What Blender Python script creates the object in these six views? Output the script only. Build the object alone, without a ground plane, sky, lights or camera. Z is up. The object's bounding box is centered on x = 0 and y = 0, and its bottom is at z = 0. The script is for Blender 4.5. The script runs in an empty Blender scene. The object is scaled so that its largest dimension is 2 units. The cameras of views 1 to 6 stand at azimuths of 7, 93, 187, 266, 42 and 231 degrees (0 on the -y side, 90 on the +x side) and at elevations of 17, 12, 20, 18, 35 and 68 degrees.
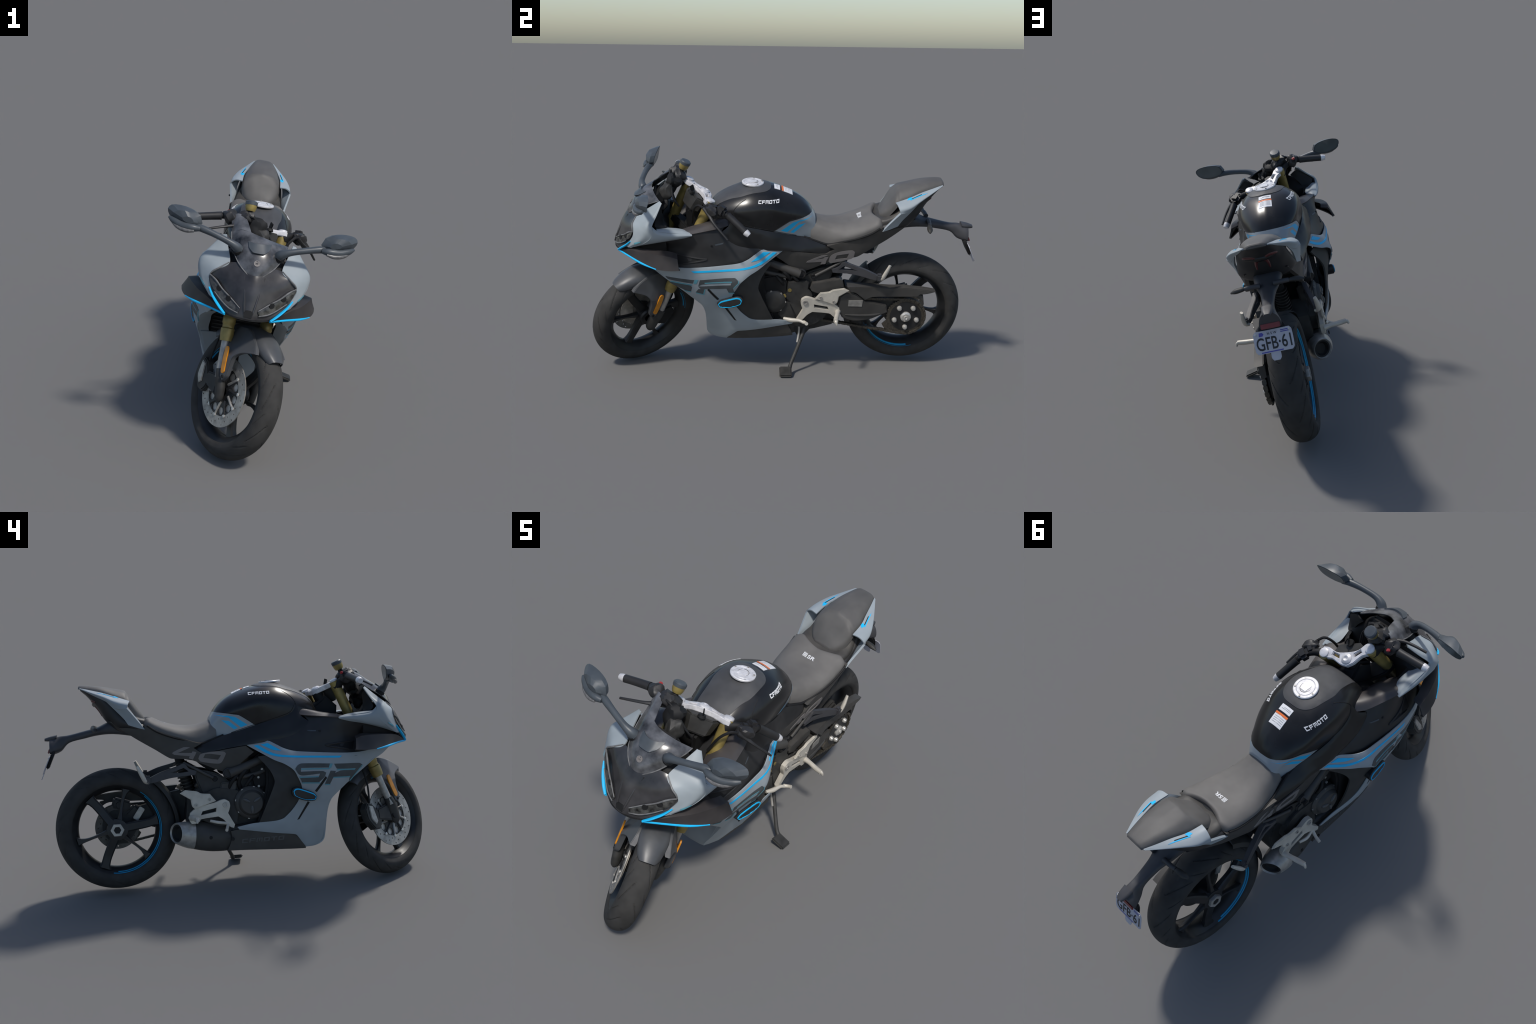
import bpy, bmesh, math, random
import numpy as np
from mathutils import Vector, Matrix
from mathutils.geometry import delaunay_2d_cdt
from mathutils.bvhtree import BVHTree

random.seed(7)
rng = np.random.default_rng(7)
V = np.array

# ------------------------------------------------------------------ frame
# Bike frame: a = towards the rider's left, b = rearwards, h = up in the bike's own plane.
# The bike leans on its side stand, so the whole thing hangs under one tilted empty.
AX = V([.9693, .0919, -.2278]); AY = V([-.0944, .9955, 0.]); AZ = V([.2268, .0215, .9737])
root = bpy.data.objects.new("motorcycle", None)
bpy.context.scene.collection.objects.link(root)
root.matrix_world = Matrix(((AX[0], AY[0], AZ[0], -.2476), (AX[1], AY[1], AZ[1], 0), (AX[2], AY[2], AZ[2], 0), (0, 0, 0, 1)))
root["label"] = "grey and black sport motorcycle with blue stripes on its side stand"
root["category"] = "motorcycle"

# steering: rake 23.6 degrees, turned 35 degrees to the left
RAKE, STEER = math.radians(23.6), math.radians(35)
SK = V([0, math.sin(RAKE), math.cos(RAKE)]); SF = V([0, -math.cos(RAKE), math.sin(RAKE)]); S0 = V([0, -.738, .283])


def fork(lat, fwd, along, turn=True):
    """Fork coordinates (left, ahead of the steering axis, up along it) -> bike frame."""
    d = V([lat, 0, 0]) + SF * fwd + SK * along
    if turn:
        d = d * math.cos(STEER) + np.cross(SK, d) * math.sin(STEER) + SK * (SK @ d) * (1 - math.cos(STEER))
    return S0 + d


# ------------------------------------------------------------------ materials
def new_mat(name, col, rough=.5, metal=0., var=.12, scale=30., bump=0., bscale=200., coat=0., spec=.5):
    m = bpy.data.materials.new(name); m.use_nodes = True
    nt = m.node_tree; N = nt.nodes; L = nt.links
    bs = N["Principled BSDF"]
    bs.inputs["Roughness"].default_value = rough; bs.inputs["Metallic"].default_value = metal
    bs.inputs["Coat Weight"].default_value = coat; bs.inputs["Coat Roughness"].default_value = .12
    bs.inputs["Specular IOR Level"].default_value = spec
    tc = N.new("ShaderNodeTexCoord")
    nz = N.new("ShaderNodeTexNoise"); nz.inputs["Scale"].default_value = scale; nz.inputs["Detail"].default_value = 5
    L.new(tc.outputs["Object"], nz.inputs["Vector"])
    rp = N.new("ShaderNodeValToRGB")
    rp.color_ramp.elements[0].position = .3; rp.color_ramp.elements[1].position = .7
    rp.color_ramp.elements[0].color = (*[c * (1 - var) for c in col], 1)
    rp.color_ramp.elements[1].color = (*[min(1, c * (1 + var)) for c in col], 1)
    L.new(nz.outputs["Fac"], rp.inputs["Fac"])
    L.new(rp.outputs["Color"], bs.inputs["Base Color"])
    if bump:
        nb = N.new("ShaderNodeTexNoise"); nb.inputs["Scale"].default_value = bscale; nb.inputs["Detail"].default_value = 3
        L.new(tc.outputs["Object"], nb.inputs["Vector"])
        bp = N.new("ShaderNodeBump"); bp.inputs["Strength"].default_value = bump; bp.inputs["Distance"].default_value = .002
        L.new(nb.outputs["Fac"], bp.inputs["Height"]); L.new(bp.outputs["Normal"], bs.inputs["Normal"])
    m["base"] = rp.name
    return m


def overlay(m, polys, col):
    """Paint convex polygons given in the side view (b, h) over a material, as node masks."""
    nt = m.node_tree; N = nt.nodes; L = nt.links
    bs = N["Principled BSDF"]
    src = bs.inputs["Base Color"].links[0].from_socket
    tc = next(n for n in N if n.bl_idname == "ShaderNodeTexCoord")
    for poly in polys:
        p = [V(q) for q in poly]
        area = sum(p[i][0] * p[(i + 1) % len(p)][1] - p[(i + 1) % len(p)][0] * p[i][1] for i in range(len(p)))
        if area < 0:
            p = p[::-1]
        last = None
        for i in range(len(p)):
            e = p[(i + 1) % len(p)] - p[i]; n = V([-e[1], e[0]]) / np.linalg.norm(e)
            d = N.new("ShaderNodeVectorMath"); d.operation = "DOT_PRODUCT"; d.inputs[1].default_value = (0, n[0], n[1])
            L.new(tc.outputs["Object"], d.inputs[0])
            s = N.new("ShaderNodeMath"); s.operation = "SUBTRACT"; s.inputs[1].default_value = float(n @ p[i])
            L.new(d.outputs["Value"], s.inputs[0])
            if last:
                mn = N.new("ShaderNodeMath"); mn.operation = "MINIMUM"
                L.new(last, mn.inputs[0]); L.new(s.outputs[0], mn.inputs[1]); last = mn.outputs[0]
            else:
                last = s.outputs[0]
        g = N.new("ShaderNodeMath"); g.operation = "GREATER_THAN"; g.inputs[1].default_value = 0.
        L.new(last, g.inputs[0])
        mx = N.new("ShaderNodeMix"); mx.data_type = "RGBA"; mx.inputs["B"].default_value = (*col, 1)
        L.new(g.outputs[0], mx.inputs["Factor"]); L.new(src, mx.inputs["A"])
        src = mx.outputs["Result"]
    L.new(src, bs.inputs["Base Color"])


GREY = (.285, .322, .345); BLUE = (.010, .44, .80)
M_grey = new_mat("paint_grey", GREY, .45, 0, .05, 14, spec=.35)
M_blue = new_mat("paint_blue", BLUE, .5, 0, .05, 20, spec=.3)
M_gloss = new_mat("paint_black_gloss", (.012, .012, .0125), .33, 0, .35, 9, spec=.4)
M_black = new_mat("plastic_black", (.021, .0205, .021), .48, 0, .25, 14, spec=.4)
M_wing = new_mat("winglet_black", (.036, .032, .032), .5, 0, .3, 10, spec=.35)
M_dark = new_mat("plastic_dark", (.010, .010, .0105), .65, 0, .3, 18, spec=.3)
M_panel = new_mat("plastic_dark_grey", (.052, .049, .045), .5, 0, .15, 18, bump=.15, bscale=500, spec=.35)
M_vent = new_mat("plastic_textured", (.040, .039, .037), .55, 0, .15, 25, bump=.5, bscale=700, spec=.35)
M_seat = new_mat("vinyl_seat", (.128, .122, .115), .6, 0, .1, 14, bump=.25, bscale=600, spec=.3)
M_pillion = new_mat("vinyl_pillion", (.092, .088, .084), .55, 0, .14, 12, bump=.2, bscale=600, spec=.35)
M_tanktop = new_mat("tank_top_plastic", (.058, .058, .060), .45, 0, .15, 20, bump=.35, bscale=700, spec=.35)
M_tyre = new_mat("tyre_rubber", (.040, .0385, .0365), .8, 0, .18, 20, bump=.3, bscale=400, spec=.25)
M_rim = new_mat("rim_black", (.018, .018, .0185), .42, 0, .3, 20, spec=.4)
M_alu = new_mat("aluminium_cast", (.50, .465, .40), .45, .15, .12, 25, bump=.1, bscale=300)
M_silver = new_mat("aluminium_bright", (.62, .61, .62), .38, .15, .2, 45)
M_steel = new_mat("steel", (.36, .34, .31), .38, .4, .2, 40)
M_disc = new_mat("disc_steel", (.30, .285, .26), .4, .35, .3, 30)
M_gold = new_mat("fork_gold", (.27, .205, .065), .38, .3, .25, 25)
M_engine = new_mat("engine_casing", (.034, .033, .031), .55, .05, .3, 22, bump=.2, bscale=300, spec=.35)
M_white = new_mat("sticker_white", (.72, .72, .73), .55, 0, .03, 50)
M_orange = new_mat("sticker_orange", (.75, .16, .03), .5, 0, .05, 30)
M_amber = new_mat("reflector_amber", (.58, .22, .010), .3, 0, .15, 40)
M_red = new_mat("lens_red", (.075, .020, .020), .25, 0, .45, 20)
M_reddark = new_mat("reflector_red", (.16, .012, .014), .3, 0, .2, 40)
M_redswitch = new_mat("switch_red", (.35, .03, .035), .4, 0, .1, 30)
M_letter = new_mat("lettering_grey", (.17, .155, .148), .5, 0, .06, 20)
M_letterblack = new_mat("lettering_black", (.060, .068, .072), .5, 0, .2, 18, spec=.35)
M_letterdim = new_mat("lettering_dim", (.075, .076, .075), .5, 0, .06, 20)
M_teal = new_mat("lettering_outline", (.09, .27, .33), .5, 0, .08, 20)
M_plate = new_mat("number_plate_white", (.42, .42, .47), .5, 0, .05, 30)
M_platetext = new_mat("number_plate_ink", (.014, .014, .015), .5, 0, .1, 20)
M_plateblue = new_mat("number_plate_blue", (.06, .06, .30), .5, 0, .1, 40)
M_screen = new_mat("windscreen_smoked", (.070, .072, .078), .22, 0, .85, 16)
M_nose = new_mat("nose_black", (.034, .033, .035), .25, 0, .6, 9)
M_lens = new_mat("headlight_lens", (.042, .042, .040), .2, 0, .9, 42)
M_mirror = new_mat("mirror_housing", (.056, .066, .076), .4, 0, .15, 20, spec=.4)
M_glass = new_mat("mirror_glass", (.105, .118, .118), .22, .1, .15, 12)
M_fender = new_mat("fender_grey", (.064, .066, .070), .4, 0, .2, 12, spec=.45)
M_chain = new_mat("chain_metal", (.062, .054, .042), .5, .3, .4, 120)
M_hang = new_mat("hanger_plastic", (.046, .046, .050), .5, 0, .15, 20, spec=.4)
M_boltbright = new_mat("bolt_steel", (.50, .48, .44), .3, .4, .15, 60)
M_lamp = new_mat("lamp_clear", (.12, .118, .118), .3, 0, .35, 90)
M_ducttop = new_mat("ledge_panel", (.060, .054, .053), .42, 0, .2, 12)
M_tape = new_mat("rim_tape_blue", (.008, .22, .40), .5, 0, .1, 30, spec=.3)  # stripe blue darkened to the shade seen on the right-hand rim
M_print = new_mat("label_print_grey", (.45, .45, .46), .5, 0, .1, 60)
M_discdark = new_mat("disc_worn", (.085, .078, .068), .45, .3, .3, 40)
M_bright = new_mat("lightened_backing", (.55, .50, .43), .45, .1, .35, 24)  # lightened so the backing disc reads bright although it faces shadow
M_trim = new_mat("headlight_trim", (.13, .13, .13), .4, 0, .4, 40)


# ------------------------------------------------------------------ mesh helpers
def mk(name, verts, faces, mat, parent=None, sharp=38, recalc=True, data=False):
    me = bpy.data.meshes.new(name)
    bm = bmesh.new()
    vs = [bm.verts.new(tuple(float(c) for c in v)) for v in verts]
    for f in faces:
        try:
            bm.faces.new([vs[i] for i in f])
        except ValueError:
            pass
    bmesh.ops.remove_doubles(bm, verts=bm.verts, dist=1e-5)
    if recalc:
        bmesh.ops.recalc_face_normals(bm, faces=bm.faces)
    bm.to_mesh(me); bm.free()
    me.polygons.foreach_set("use_smooth", [True] * len(me.polygons))
    me.set_sharp_from_angle(angle=math.radians(sharp))
    me.materials.append(mat)
    if data:
        return me
    ob = bpy.data.objects.new(name, me)
    bpy.context.scene.collection.objects.link(ob)
    ob.parent = parent or root
    return ob


def inst(name, me, parent=None):
    ob = bpy.data.objects.new(name, me)
    bpy.context.scene.collection.objects.link(ob)
    ob.parent = parent or root
    return ob


def cr(pts, sub, closed=False):
    """Catmull-Rom through points (any dimension)."""
    P = [V(p, float) for p in pts]; n = len(P); out = []
    rngi = range(n) if closed else range(n - 1)
    for i in rngi:
        p1, p2 = P[i], P[(i + 1) % n]
        p0 = P[i - 1] if (closed or i > 0) else 2 * p1 - p2
        p3 = P[(i + 2) % n] if (closed or i + 2 < n) else 2 * p2 - p1
        for k in range(sub):
            t = k / sub
            out.append(.5 * (2 * p1 + (p2 - p0) * t + (2 * p0 - 5 * p1 + 4 * p2 - p3) * t * t + (3 * p1 - p0 - 3 * p2 + p3) * t ** 3))
    if not closed:
        out.append(P[-1])
    return out


def outline(pts, sub=4, corner=38):
    """Closed outline: rounded where it turns gently, straight into sharp corners."""
    P = [V(p, float) for p in pts]; n = len(P); sharp = []
    for i in range(n):
        u = P[i] - P[i - 1]; w = P[(i + 1) % n] - P[i]
        c = (u @ w) / (np.linalg.norm(u) * np.linalg.norm(w) + 1e-12)
        sharp.append(math.degrees(math.acos(max(-1, min(1, c)))) > corner)
    out = []
    for i in range(n):
        p1, p2 = P[i], P[(i + 1) % n]
        p0 = 2 * p1 - p2 if sharp[i] else P[i - 1]
        p3 = 2 * p2 - p1 if sharp[(i + 1) % n] else P[(i + 2) % n]
        for k in range(sub):
            t = k / sub
            m1 = .5 * (p2 - p0); m2 = .5 * (p3 - p1)
            L = np.linalg.norm(p2 - p1)
            for m in (m1, m2):
                q = np.linalg.norm(m)
                if q > L:
                    m *= L / q
            out.append((2 * t**3 - 3 * t**2 + 1) * p1 + (t**3 - 2 * t**2 + t) * m1 + (-2 * t**3 + 3 * t**2) * p2 + (t**3 - t**2) * m2)
    return out


def tps(ctrl, lam=1e-4):
    """Thin-plate surface through (x, y, value) control points."""
    C = V(ctrl, float); n = len(C); P = C[:, :2]

    def U(d2):
        return np.where(d2 > 1e-12, d2 * np.log(np.maximum(d2, 1e-12)), 0)
    K = U(((P[:, None] - P[None]) ** 2).sum(-1)) + lam * np.eye(n)
    Q = np.c_[np.ones(n), P]
    A = np.block([[K, Q], [Q.T, np.zeros((3, 3))]])
    w = np.linalg.solve(A, np.r_[C[:, 2], 0, 0, 0])

    def f(x, y):
        q = V([x, y]); return float(U(((P - q) ** 2).sum(-1)) @ w[:n] + w[n] + w[n + 1:] @ q)
    return f


def inside(poly, q):
    c = False; n = len(poly); x, y = q
    for i in range(n):
        x1, y1 = poly[i]; x2, y2 = poly[i - 1]
        if (y1 > y) != (y2 > y) and x < (x2 - x1) * (y - y1) / (y2 - y1) + x1:
            c = not c
    return c


def fill(out, res, holes=()):
    """Triangulate a 2D outline with inner points at about the given spacing."""
    pts = [Vector(p) for p in out]; edges = [(i, (i + 1) % len(out)) for i in range(len(out))]
    seg = V(out)
    allseg = [seg]
    for hh in holes:
        k = len(pts); pts += [Vector(p) for p in hh]; edges += [(k + i, k + (i + 1) % len(hh)) for i in range(len(hh))]
        allseg.append(V(hh))
    lo, hi = seg.min(0), seg.max(0)
    S = np.concatenate(allseg); S2 = np.concatenate([np.roll(s, -1, 0) for s in allseg])
    y = lo[1] + res / 2; row = 0
    while y < hi[1]:
        x = lo[0] + res * (.25 if row % 2 else .75)
        while x < hi[0]:
            q = V([x, y]); d = S2 - S
            t = np.clip(((q - S) * d).sum(1) / ((d * d).sum(1) + 1e-15), 0, 1)
            if np.sqrt((((S + d * t[:, None]) - q) ** 2).sum(1)).min() > res * .45 and inside(out, q) and not any(inside(hh, q) for hh in holes):
                pts.append(Vector((x, y)))
            x += res
        y += res * .87; row += 1
    v, e, f, *_ = delaunay_2d_cdt(pts, edges, [], 1, 1e-6)
    f = [t for t in f if inside(out, sum((V(v[i]) for i in t), V([0., 0.])) / len(t)) and not any(inside(hh, sum((V(v[i]) for i in t), V([0., 0.])) / len(t)) for hh in holes)]
    return [V(q) for q in v], [tuple(t) for t in f]


def slab(v2, f2, front, back):
    """Two skins over a 2D triangulation, closed along the border."""
    n = len(v2); verts = [front(q) for q in v2] + [back(q) for q in v2]
    faces = [tuple(t) for t in f2] + [tuple(i + n for i in t[::-1]) for t in f2]
    cnt = {}
    for t in f2:
        for i in range(len(t)):
            e = (t[i], t[(i + 1) % len(t)]); k = tuple(sorted(e)); cnt.setdefault(k, []).append(e)
    for k, es in cnt.items():
        if len(es) == 1:
            i, j = es[0]; faces.append((j, i, i + n, j + n))
    return verts, faces, {i for k, es in cnt.items() if len(es) == 1 for i in k}


def side_panel(name, pts, afun, mat, thick=.005, off=0., res=.014, sides=(1, -1), sub=4, corner=38, edge=.0018, parent=None, holes=(), sharp=38):
    """A panel drawn in the side view (b, h) and laid on the lateral surface a = afun(b, h)."""
    v2, f2 = fill(outline(pts, sub, corner), res, [outline(h, sub, corner) for h in holes])
    A = [afun(*q) for q in v2]
    ix = {id(q): i for i, q in enumerate(v2)}
    _, _, bord = slab(v2, f2, lambda q: q, lambda q: q)
    obs = []
    for s in sides:
        front = lambda q: (s * (A[ix[id(q)]] + off - (edge if ix[id(q)] in bord else 0)), q[0], q[1])
        back = lambda q: (s * (A[ix[id(q)]] + off - thick), q[0], q[1])
        ve, fa, _ = slab(v2, f2, front, back)
        obs.append(mk(name, ve, fa, mat, parent, sharp))
    return obs


def prism(name, pts, a0, a1, mat, sides=(1,), sub=3, corner=38, bev=.003, parent=None, frame=None, holes=()):
    """An extruded side outline from lateral a0 to a1 with chamfered rims; frame maps (lat, x, y)."""
    v2, f2 = fill(outline(pts, sub, corner), 1.0, [outline(h, sub, corner) for h in holes])
    frame = frame or (lambda a, x, y: (a, x, y))
    cen = sum(v2, V([0., 0.])) / len(v2); obs = []
    for s in sides:
        lo, hi = min(a0, a1), max(a0, a1)
        bm = bmesh.new()
        ve, fa, _ = slab(v2, f2, lambda q: (hi, q[0], q[1]), lambda q: (lo, q[0], q[1]))
        vs = [bm.verts.new(tuple(map(float, q))) for q in ve]
        for f in fa:
            try: bm.faces.new([vs[i] for i in f])
            except ValueError: pass
        bmesh.ops.recalc_face_normals(bm, faces=bm.faces)
        if bev:
            ed = [e for e in bm.edges if len(e.link_faces) == 2 and e.calc_face_angle() > .9 and abs(e.verts[0].co.x - e.verts[1].co.x) < 1e-6]
            bmesh.ops.bevel(bm, geom=ed, offset=bev, segments=2, affect="EDGES", clamp_overlap=True)
        bm.verts.ensure_lookup_table(); bm.verts.index_update()
        ve = [frame(s * v.co.x, v.co.y, v.co.z) for v in bm.verts]; fa = [[v.index for v in f.verts] for f in bm.faces]
        bm.free()
        obs.append(mk(name, ve, fa, mat, parent, 30))
    return obs


def grid_faces(nr, nc, closed_c=False, closed_r=False):
    F = []
    for i in range(nr if closed_r else nr - 1):
        for j in range(nc if closed_c else nc - 1):
            F.append((i * nc + j, i * nc + (j + 1) % nc, ((i + 1) % nr) * nc + (j + 1) % nc, ((i + 1) % nr) * nc + j))
    return F


def lin(pts, sub):
    P = [V(p, float) for p in pts]
    return [P[i] + (P[i + 1] - P[i]) * k / sub for i in range(len(P) - 1) for k in range(sub)] + [P[-1]]


def patch(name, rows, mat, thick=.004, su=5, sv=5, sides=(1, -1), parent=None, crisp=False, sharp=45):
    """Smooth shell through a grid of 3D control points (rows of points)."""
    R = [(lin if crisp else cr)(r, sv) for r in rows]
    cols = [cr([R[i][j] for i in range(len(R))], su) for j in range(len(R[0]))]
    nr, nc = len(cols[0]), len(cols)
    G = V([[cols[j][i] for j in range(nc)] for i in range(nr)])
    du = np.gradient(G, axis=0); dv = np.gradient(G, axis=1)
    Nn = np.cross(du, dv); Nn /= np.linalg.norm(Nn, axis=2, keepdims=True) + 1e-9
    outw = G - V([0, G[..., 1].mean() + .1, .72]); outw[..., 1] *= .3
    if (Nn * outw).sum() < 0:
        Nn = -Nn
    B = G - Nn * thick
    n = nr * nc; F = grid_faces(nr, nc); F2 = [tuple(i + n for i in f[::-1]) for f in F]
    ring = [j for j in range(nc)] + [i * nc + nc - 1 for i in range(1, nr)] + [(nr - 1) * nc + j for j in range(nc - 2, -1, -1)] + [i * nc for i in range(nr - 2, 0, -1)]
    W = [(ring[k], ring[(k + 1) % len(ring)], ring[(k + 1) % len(ring)] + n, ring[k] + n) for k in range(len(ring))]
    obs = []
    for s in sides:
        ve = np.concatenate([G.reshape(-1, 3), B.reshape(-1, 3)]) * V([s, 1, 1])
        obs.append(mk(name, ve, F + F2 + W, mat, parent, sharp))
    return obs


def hloft(name, secs, mat, sl=5, sc=5, closed=False, parent=None, warp=None, sharp=45, bottom=True):
    """Symmetric body: sections (b, [(a, h) from the centre line outwards and down])."""
    half = [cr([(a, b, h) for a, h in pts], sc) for b, pts in secs]
    half = [cr([half[i][j] for i in range(len(half))], sl) for j in range(len(half[0]))]
    nr = len(half[0]); rows = []
    for i in range(nr):
        r = [half[j][i].copy() for j in range(len(half))]
        r[0][0] = 0
        if closed:
            r[-1][0] = 0
            full = [q * V([-1, 1, 1]) for q in r[::-1]][:-1] + r[:-1]
        else:
            full = [q * V([-1, 1, 1]) for q in r[::-1]][:-1] + r
        rows.append([warp(q) if warp else q for q in full])
    nc = len(rows[0]); ve = [q for r in rows for q in r]
    F = grid_faces(nr, nc, closed_c=closed or bottom)
    F += [tuple(range(nc)), tuple((nr - 1) * nc + j for j in range(nc))[::-1]]
    return mk(name, ve, F, mat, parent, sharp)


def sweep(name, path, rad, mat, n=12, sub=5, parent=None, frame=None, cap=True, flat=None, data=False, sharp=40):
    """Tube along a path; rad = list or number; flat = (x, y) squash of the section."""
    P = cr([frame(*p) if frame else p for p in path], sub)
    rad = [rad] * len(path) if not hasattr(rad, "__len__") else list(rad)
    Rr = [float(x[0]) for x in cr([(r,) for r in rad], sub)]
    T = np.gradient(V(P), axis=0); T /= np.linalg.norm(T, axis=1, keepdims=True) + 1e-12
    up = V([0, 0, 1.]) if abs(T[0][2]) < .9 else V([0, 1., 0])
    u = np.cross(T[0], up); u /= np.linalg.norm(u); ve = []
    fx, fy = flat or (1, 1)
    for p, t, r in zip(P, T, Rr):
        u = u - t * (u @ t); u /= np.linalg.norm(u); w = np.cross(t, u)
        ve += [p + r * (fx * math.cos(k * 2 * math.pi / n) * u + fy * math.sin(k * 2 * math.pi / n) * w) for k in range(n)]
    F = grid_faces(len(P), n, closed_c=True)
    if cap:
        F += [tuple(range(n))[::-1], tuple((len(P) - 1) * n + k for k in range(n))]
    return mk(name, ve, F, mat, parent, sharp, data=data)


def lathe(name, prof, cen, axis, mat, n=48, parent=None, closed=False, sharp=35, data=False):
    """Turned part: profile of (distance along axis, radius)."""
    ax = V(axis, float); ax /= np.linalg.norm(ax)
    u = np.cross(ax, [0, 0, 1.] if abs(ax[2]) < .9 else [0, 1., 0]); u /= np.linalg.norm(u); w = np.cross(ax, u)
    cen = V(cen, float); ve = []
    for k in range(n):
        c, s = math.cos(k * 2 * math.pi / n), math.sin(k * 2 * math.pi / n)
        ve += [cen + ax * x + (c * u + s * w) * r for x, r in prof]
    m = len(prof); F = grid_faces(n, m, closed_c=closed, closed_r=True)
    return mk(name, ve, F, mat, parent, sharp, data=data)


def block(name, c, size, mat, bev=.006, parent=None, rot=None, frame=None, seg=2):
    bm = bmesh.new(); bmesh.ops.create_cube(bm, size=1)
    for v in bm.verts: v.co = Vector((v.co.x * size[0], v.co.y * size[1], v.co.z * size[2]))
    if bev: bmesh.ops.bevel(bm, geom=bm.edges[:], offset=min(bev, min(size) * .45), segments=seg, affect="EDGES")
    bm.verts.index_update()
    Rm = Matrix.Identity(3) if rot is None else (Matrix.Rotation(rot[2], 3, "Z") @ Matrix.Rotation(rot[1], 3, "Y") @ Matrix.Rotation(rot[0], 3, "X"))
    ve = [Rm @ v.co + Vector(c) for v in bm.verts]; fa = [[v.index for v in f.verts] for f in bm.faces]; bm.free()
    if frame: ve = [frame(*v) for v in ve]
    return mk(name, ve, fa, mat, parent, 35)


def text_mesh(body, cuts=2):
    cu = bpy.data.curves.new("lettering", "FONT"); cu.body = body; cu.size = 1.; cu.align_x = "CENTER"; cu.align_y = "CENTER"; cu.offset = .012
    cu.resolution_u = 3
    ob = bpy.data.objects.new("lettering", cu); bpy.context.scene.collection.objects.link(ob)
    dg = bpy.context.evaluated_depsgraph_get(); me = bpy.data.meshes.new_from_object(ob.evaluated_get(dg))
    bpy.data.objects.remove(ob)
    bm = bmesh.new(); bm.from_mesh(me); bpy.data.meshes.remove(me); bpy.data.curves.remove(cu)
    bmesh.ops.remove_doubles(bm, verts=bm.verts, dist=1e-5)
    bmesh.ops.triangulate(bm, faces=bm.faces)
    if cuts: bmesh.ops.subdivide_edges(bm, edges=[e for e in bm.edges if e.calc_length() > .25], cuts=cuts, use_grid_fill=False)
    bmesh.ops.triangulate(bm, faces=bm.faces)
    bm.verts.index_update()
    v = V([(q.co.x, q.co.y) for q in bm.verts]); f = [tuple(q.index for q in t.verts) for t in bm.faces]; bm.free()
    w = v[:, 0].max() - v[:, 0].min(); hh = v[:, 1].max() - v[:, 1].min()
    v[:, 0] = (v[:, 0] - (v[:, 0].max() + v[:, 0].min()) / 2) / w; v[:, 1] = (v[:, 1] - (v[:, 1].max() + v[:, 1].min()) / 2) / hh
    return v, f


def lettering(name, body, place, mat, thick=.0012, cuts=2, parent=None):
    """Thin raised letters; place(u, v) with u, v in -0.5..0.5 gives (point, outward normal)."""
    v, f = text_mesh(body, cuts)
    fr, bk = [], []
    for q in v:
        p, n = place(*q); fr.append(V(p) + V(n) * thick); bk.append(V(p) - V(n) * .0008)
    ve, fa, _ = slab([tuple(q) for q in v], f, lambda q: q, lambda q: q)
    n = len(v)
    return mk(name, fr + bk, fa, mat, parent, 30)


def bvh_of(*obs):
    ve, fa = [], []
    for o in obs:
        k = len(ve); ve += [v.co.copy() for v in o.data.vertices]; fa += [[i + k for i in p.vertices] for p in o.data.polygons]
    return BVHTree.FromPolygons(ve, fa)


def caster(bvh, direction, fallback=0.):
    d = Vector(direction)

    def f(o):
        hit = bvh.ray_cast(Vector(o) - d * 2, d)
        return hit[0]
    return f


SYM = (1, -1)

# ================================================================== TANK
tank = hloft("fuel_tank", [
    (-.415, [(0, .892), (.05, .888), (.085, .875), (.095, .85), (.10, .80), (.10, .77)]),
    (-.385, [(0, .945), (.055, .938), (.095, .918), (.112, .885), (.118, .83), (.118, .77)]),
    (-.335, [(0, .982), (.06, .974), (.105, .950), (.132, .910), (.138, .85), (.135, .77)]),
    (-.27, [(0, 1.008), (.06, 1.003), (.112, .980), (.150, .935), (.155, .87), (.14, .77)]),
    (-.19, [(0, 1.032), (.06, 1.026), (.112, 1.005), (.158, .955), (.165, .89), (.145, .77)]),
    (-.10, [(0, 1.024), (.06, 1.017), (.115, .997), (.157, .948), (.153, .88), (.13, .77)]),
    (-.02, [(0, 1.003), (.055, .993), (.108, .968), (.144, .922), (.136, .86), (.115, .77)]),
    (.05, [(0, .970), (.05, .960), (.092, .934), (.116, .893), (.108, .85), (.10, .77)]),
    (.10, [(0, .927), (.045, .918), (.075, .896), (.092, .867), (.090, .83), (.085, .77)]),
    (.135, [(0, .872), (.04, .868), (.06, .855), (.072, .835), (.078, .81), (.08, .77)]),
], M_gloss, 6, 5)
# grey band round the tank's rear foot, with its blue flashes
M_tank = new_mat("tank_paint", (.012, .012, .0125), .26, 0, .4, 9, spec=.4)
tank.data.materials[0] = M_tank
overlay(M_tank, [[(.25, .70), (.25, .922), (.133, .902), (.03, .889), (-.004, .880), (-.087, .824), (-.087, .70)]], GREY)
overlay(M_tank, [[(.118, .885), (.034, .874), (.05, .868)], [(.06, .880), (.014, .870), (-.046, .828), (-.013, .817)],
                 [(.082, .857), (.045, .851), (.002, .814), (.020, .807)]], BLUE)
TB = bvh_of(tank)


def tank_side(b, h, s=1):
    r = TB.ray_cast(Vector((1 * s, b, h)), Vector((-s, 0, 0)))[0]
    return abs(r.x) if r else .1


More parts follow.
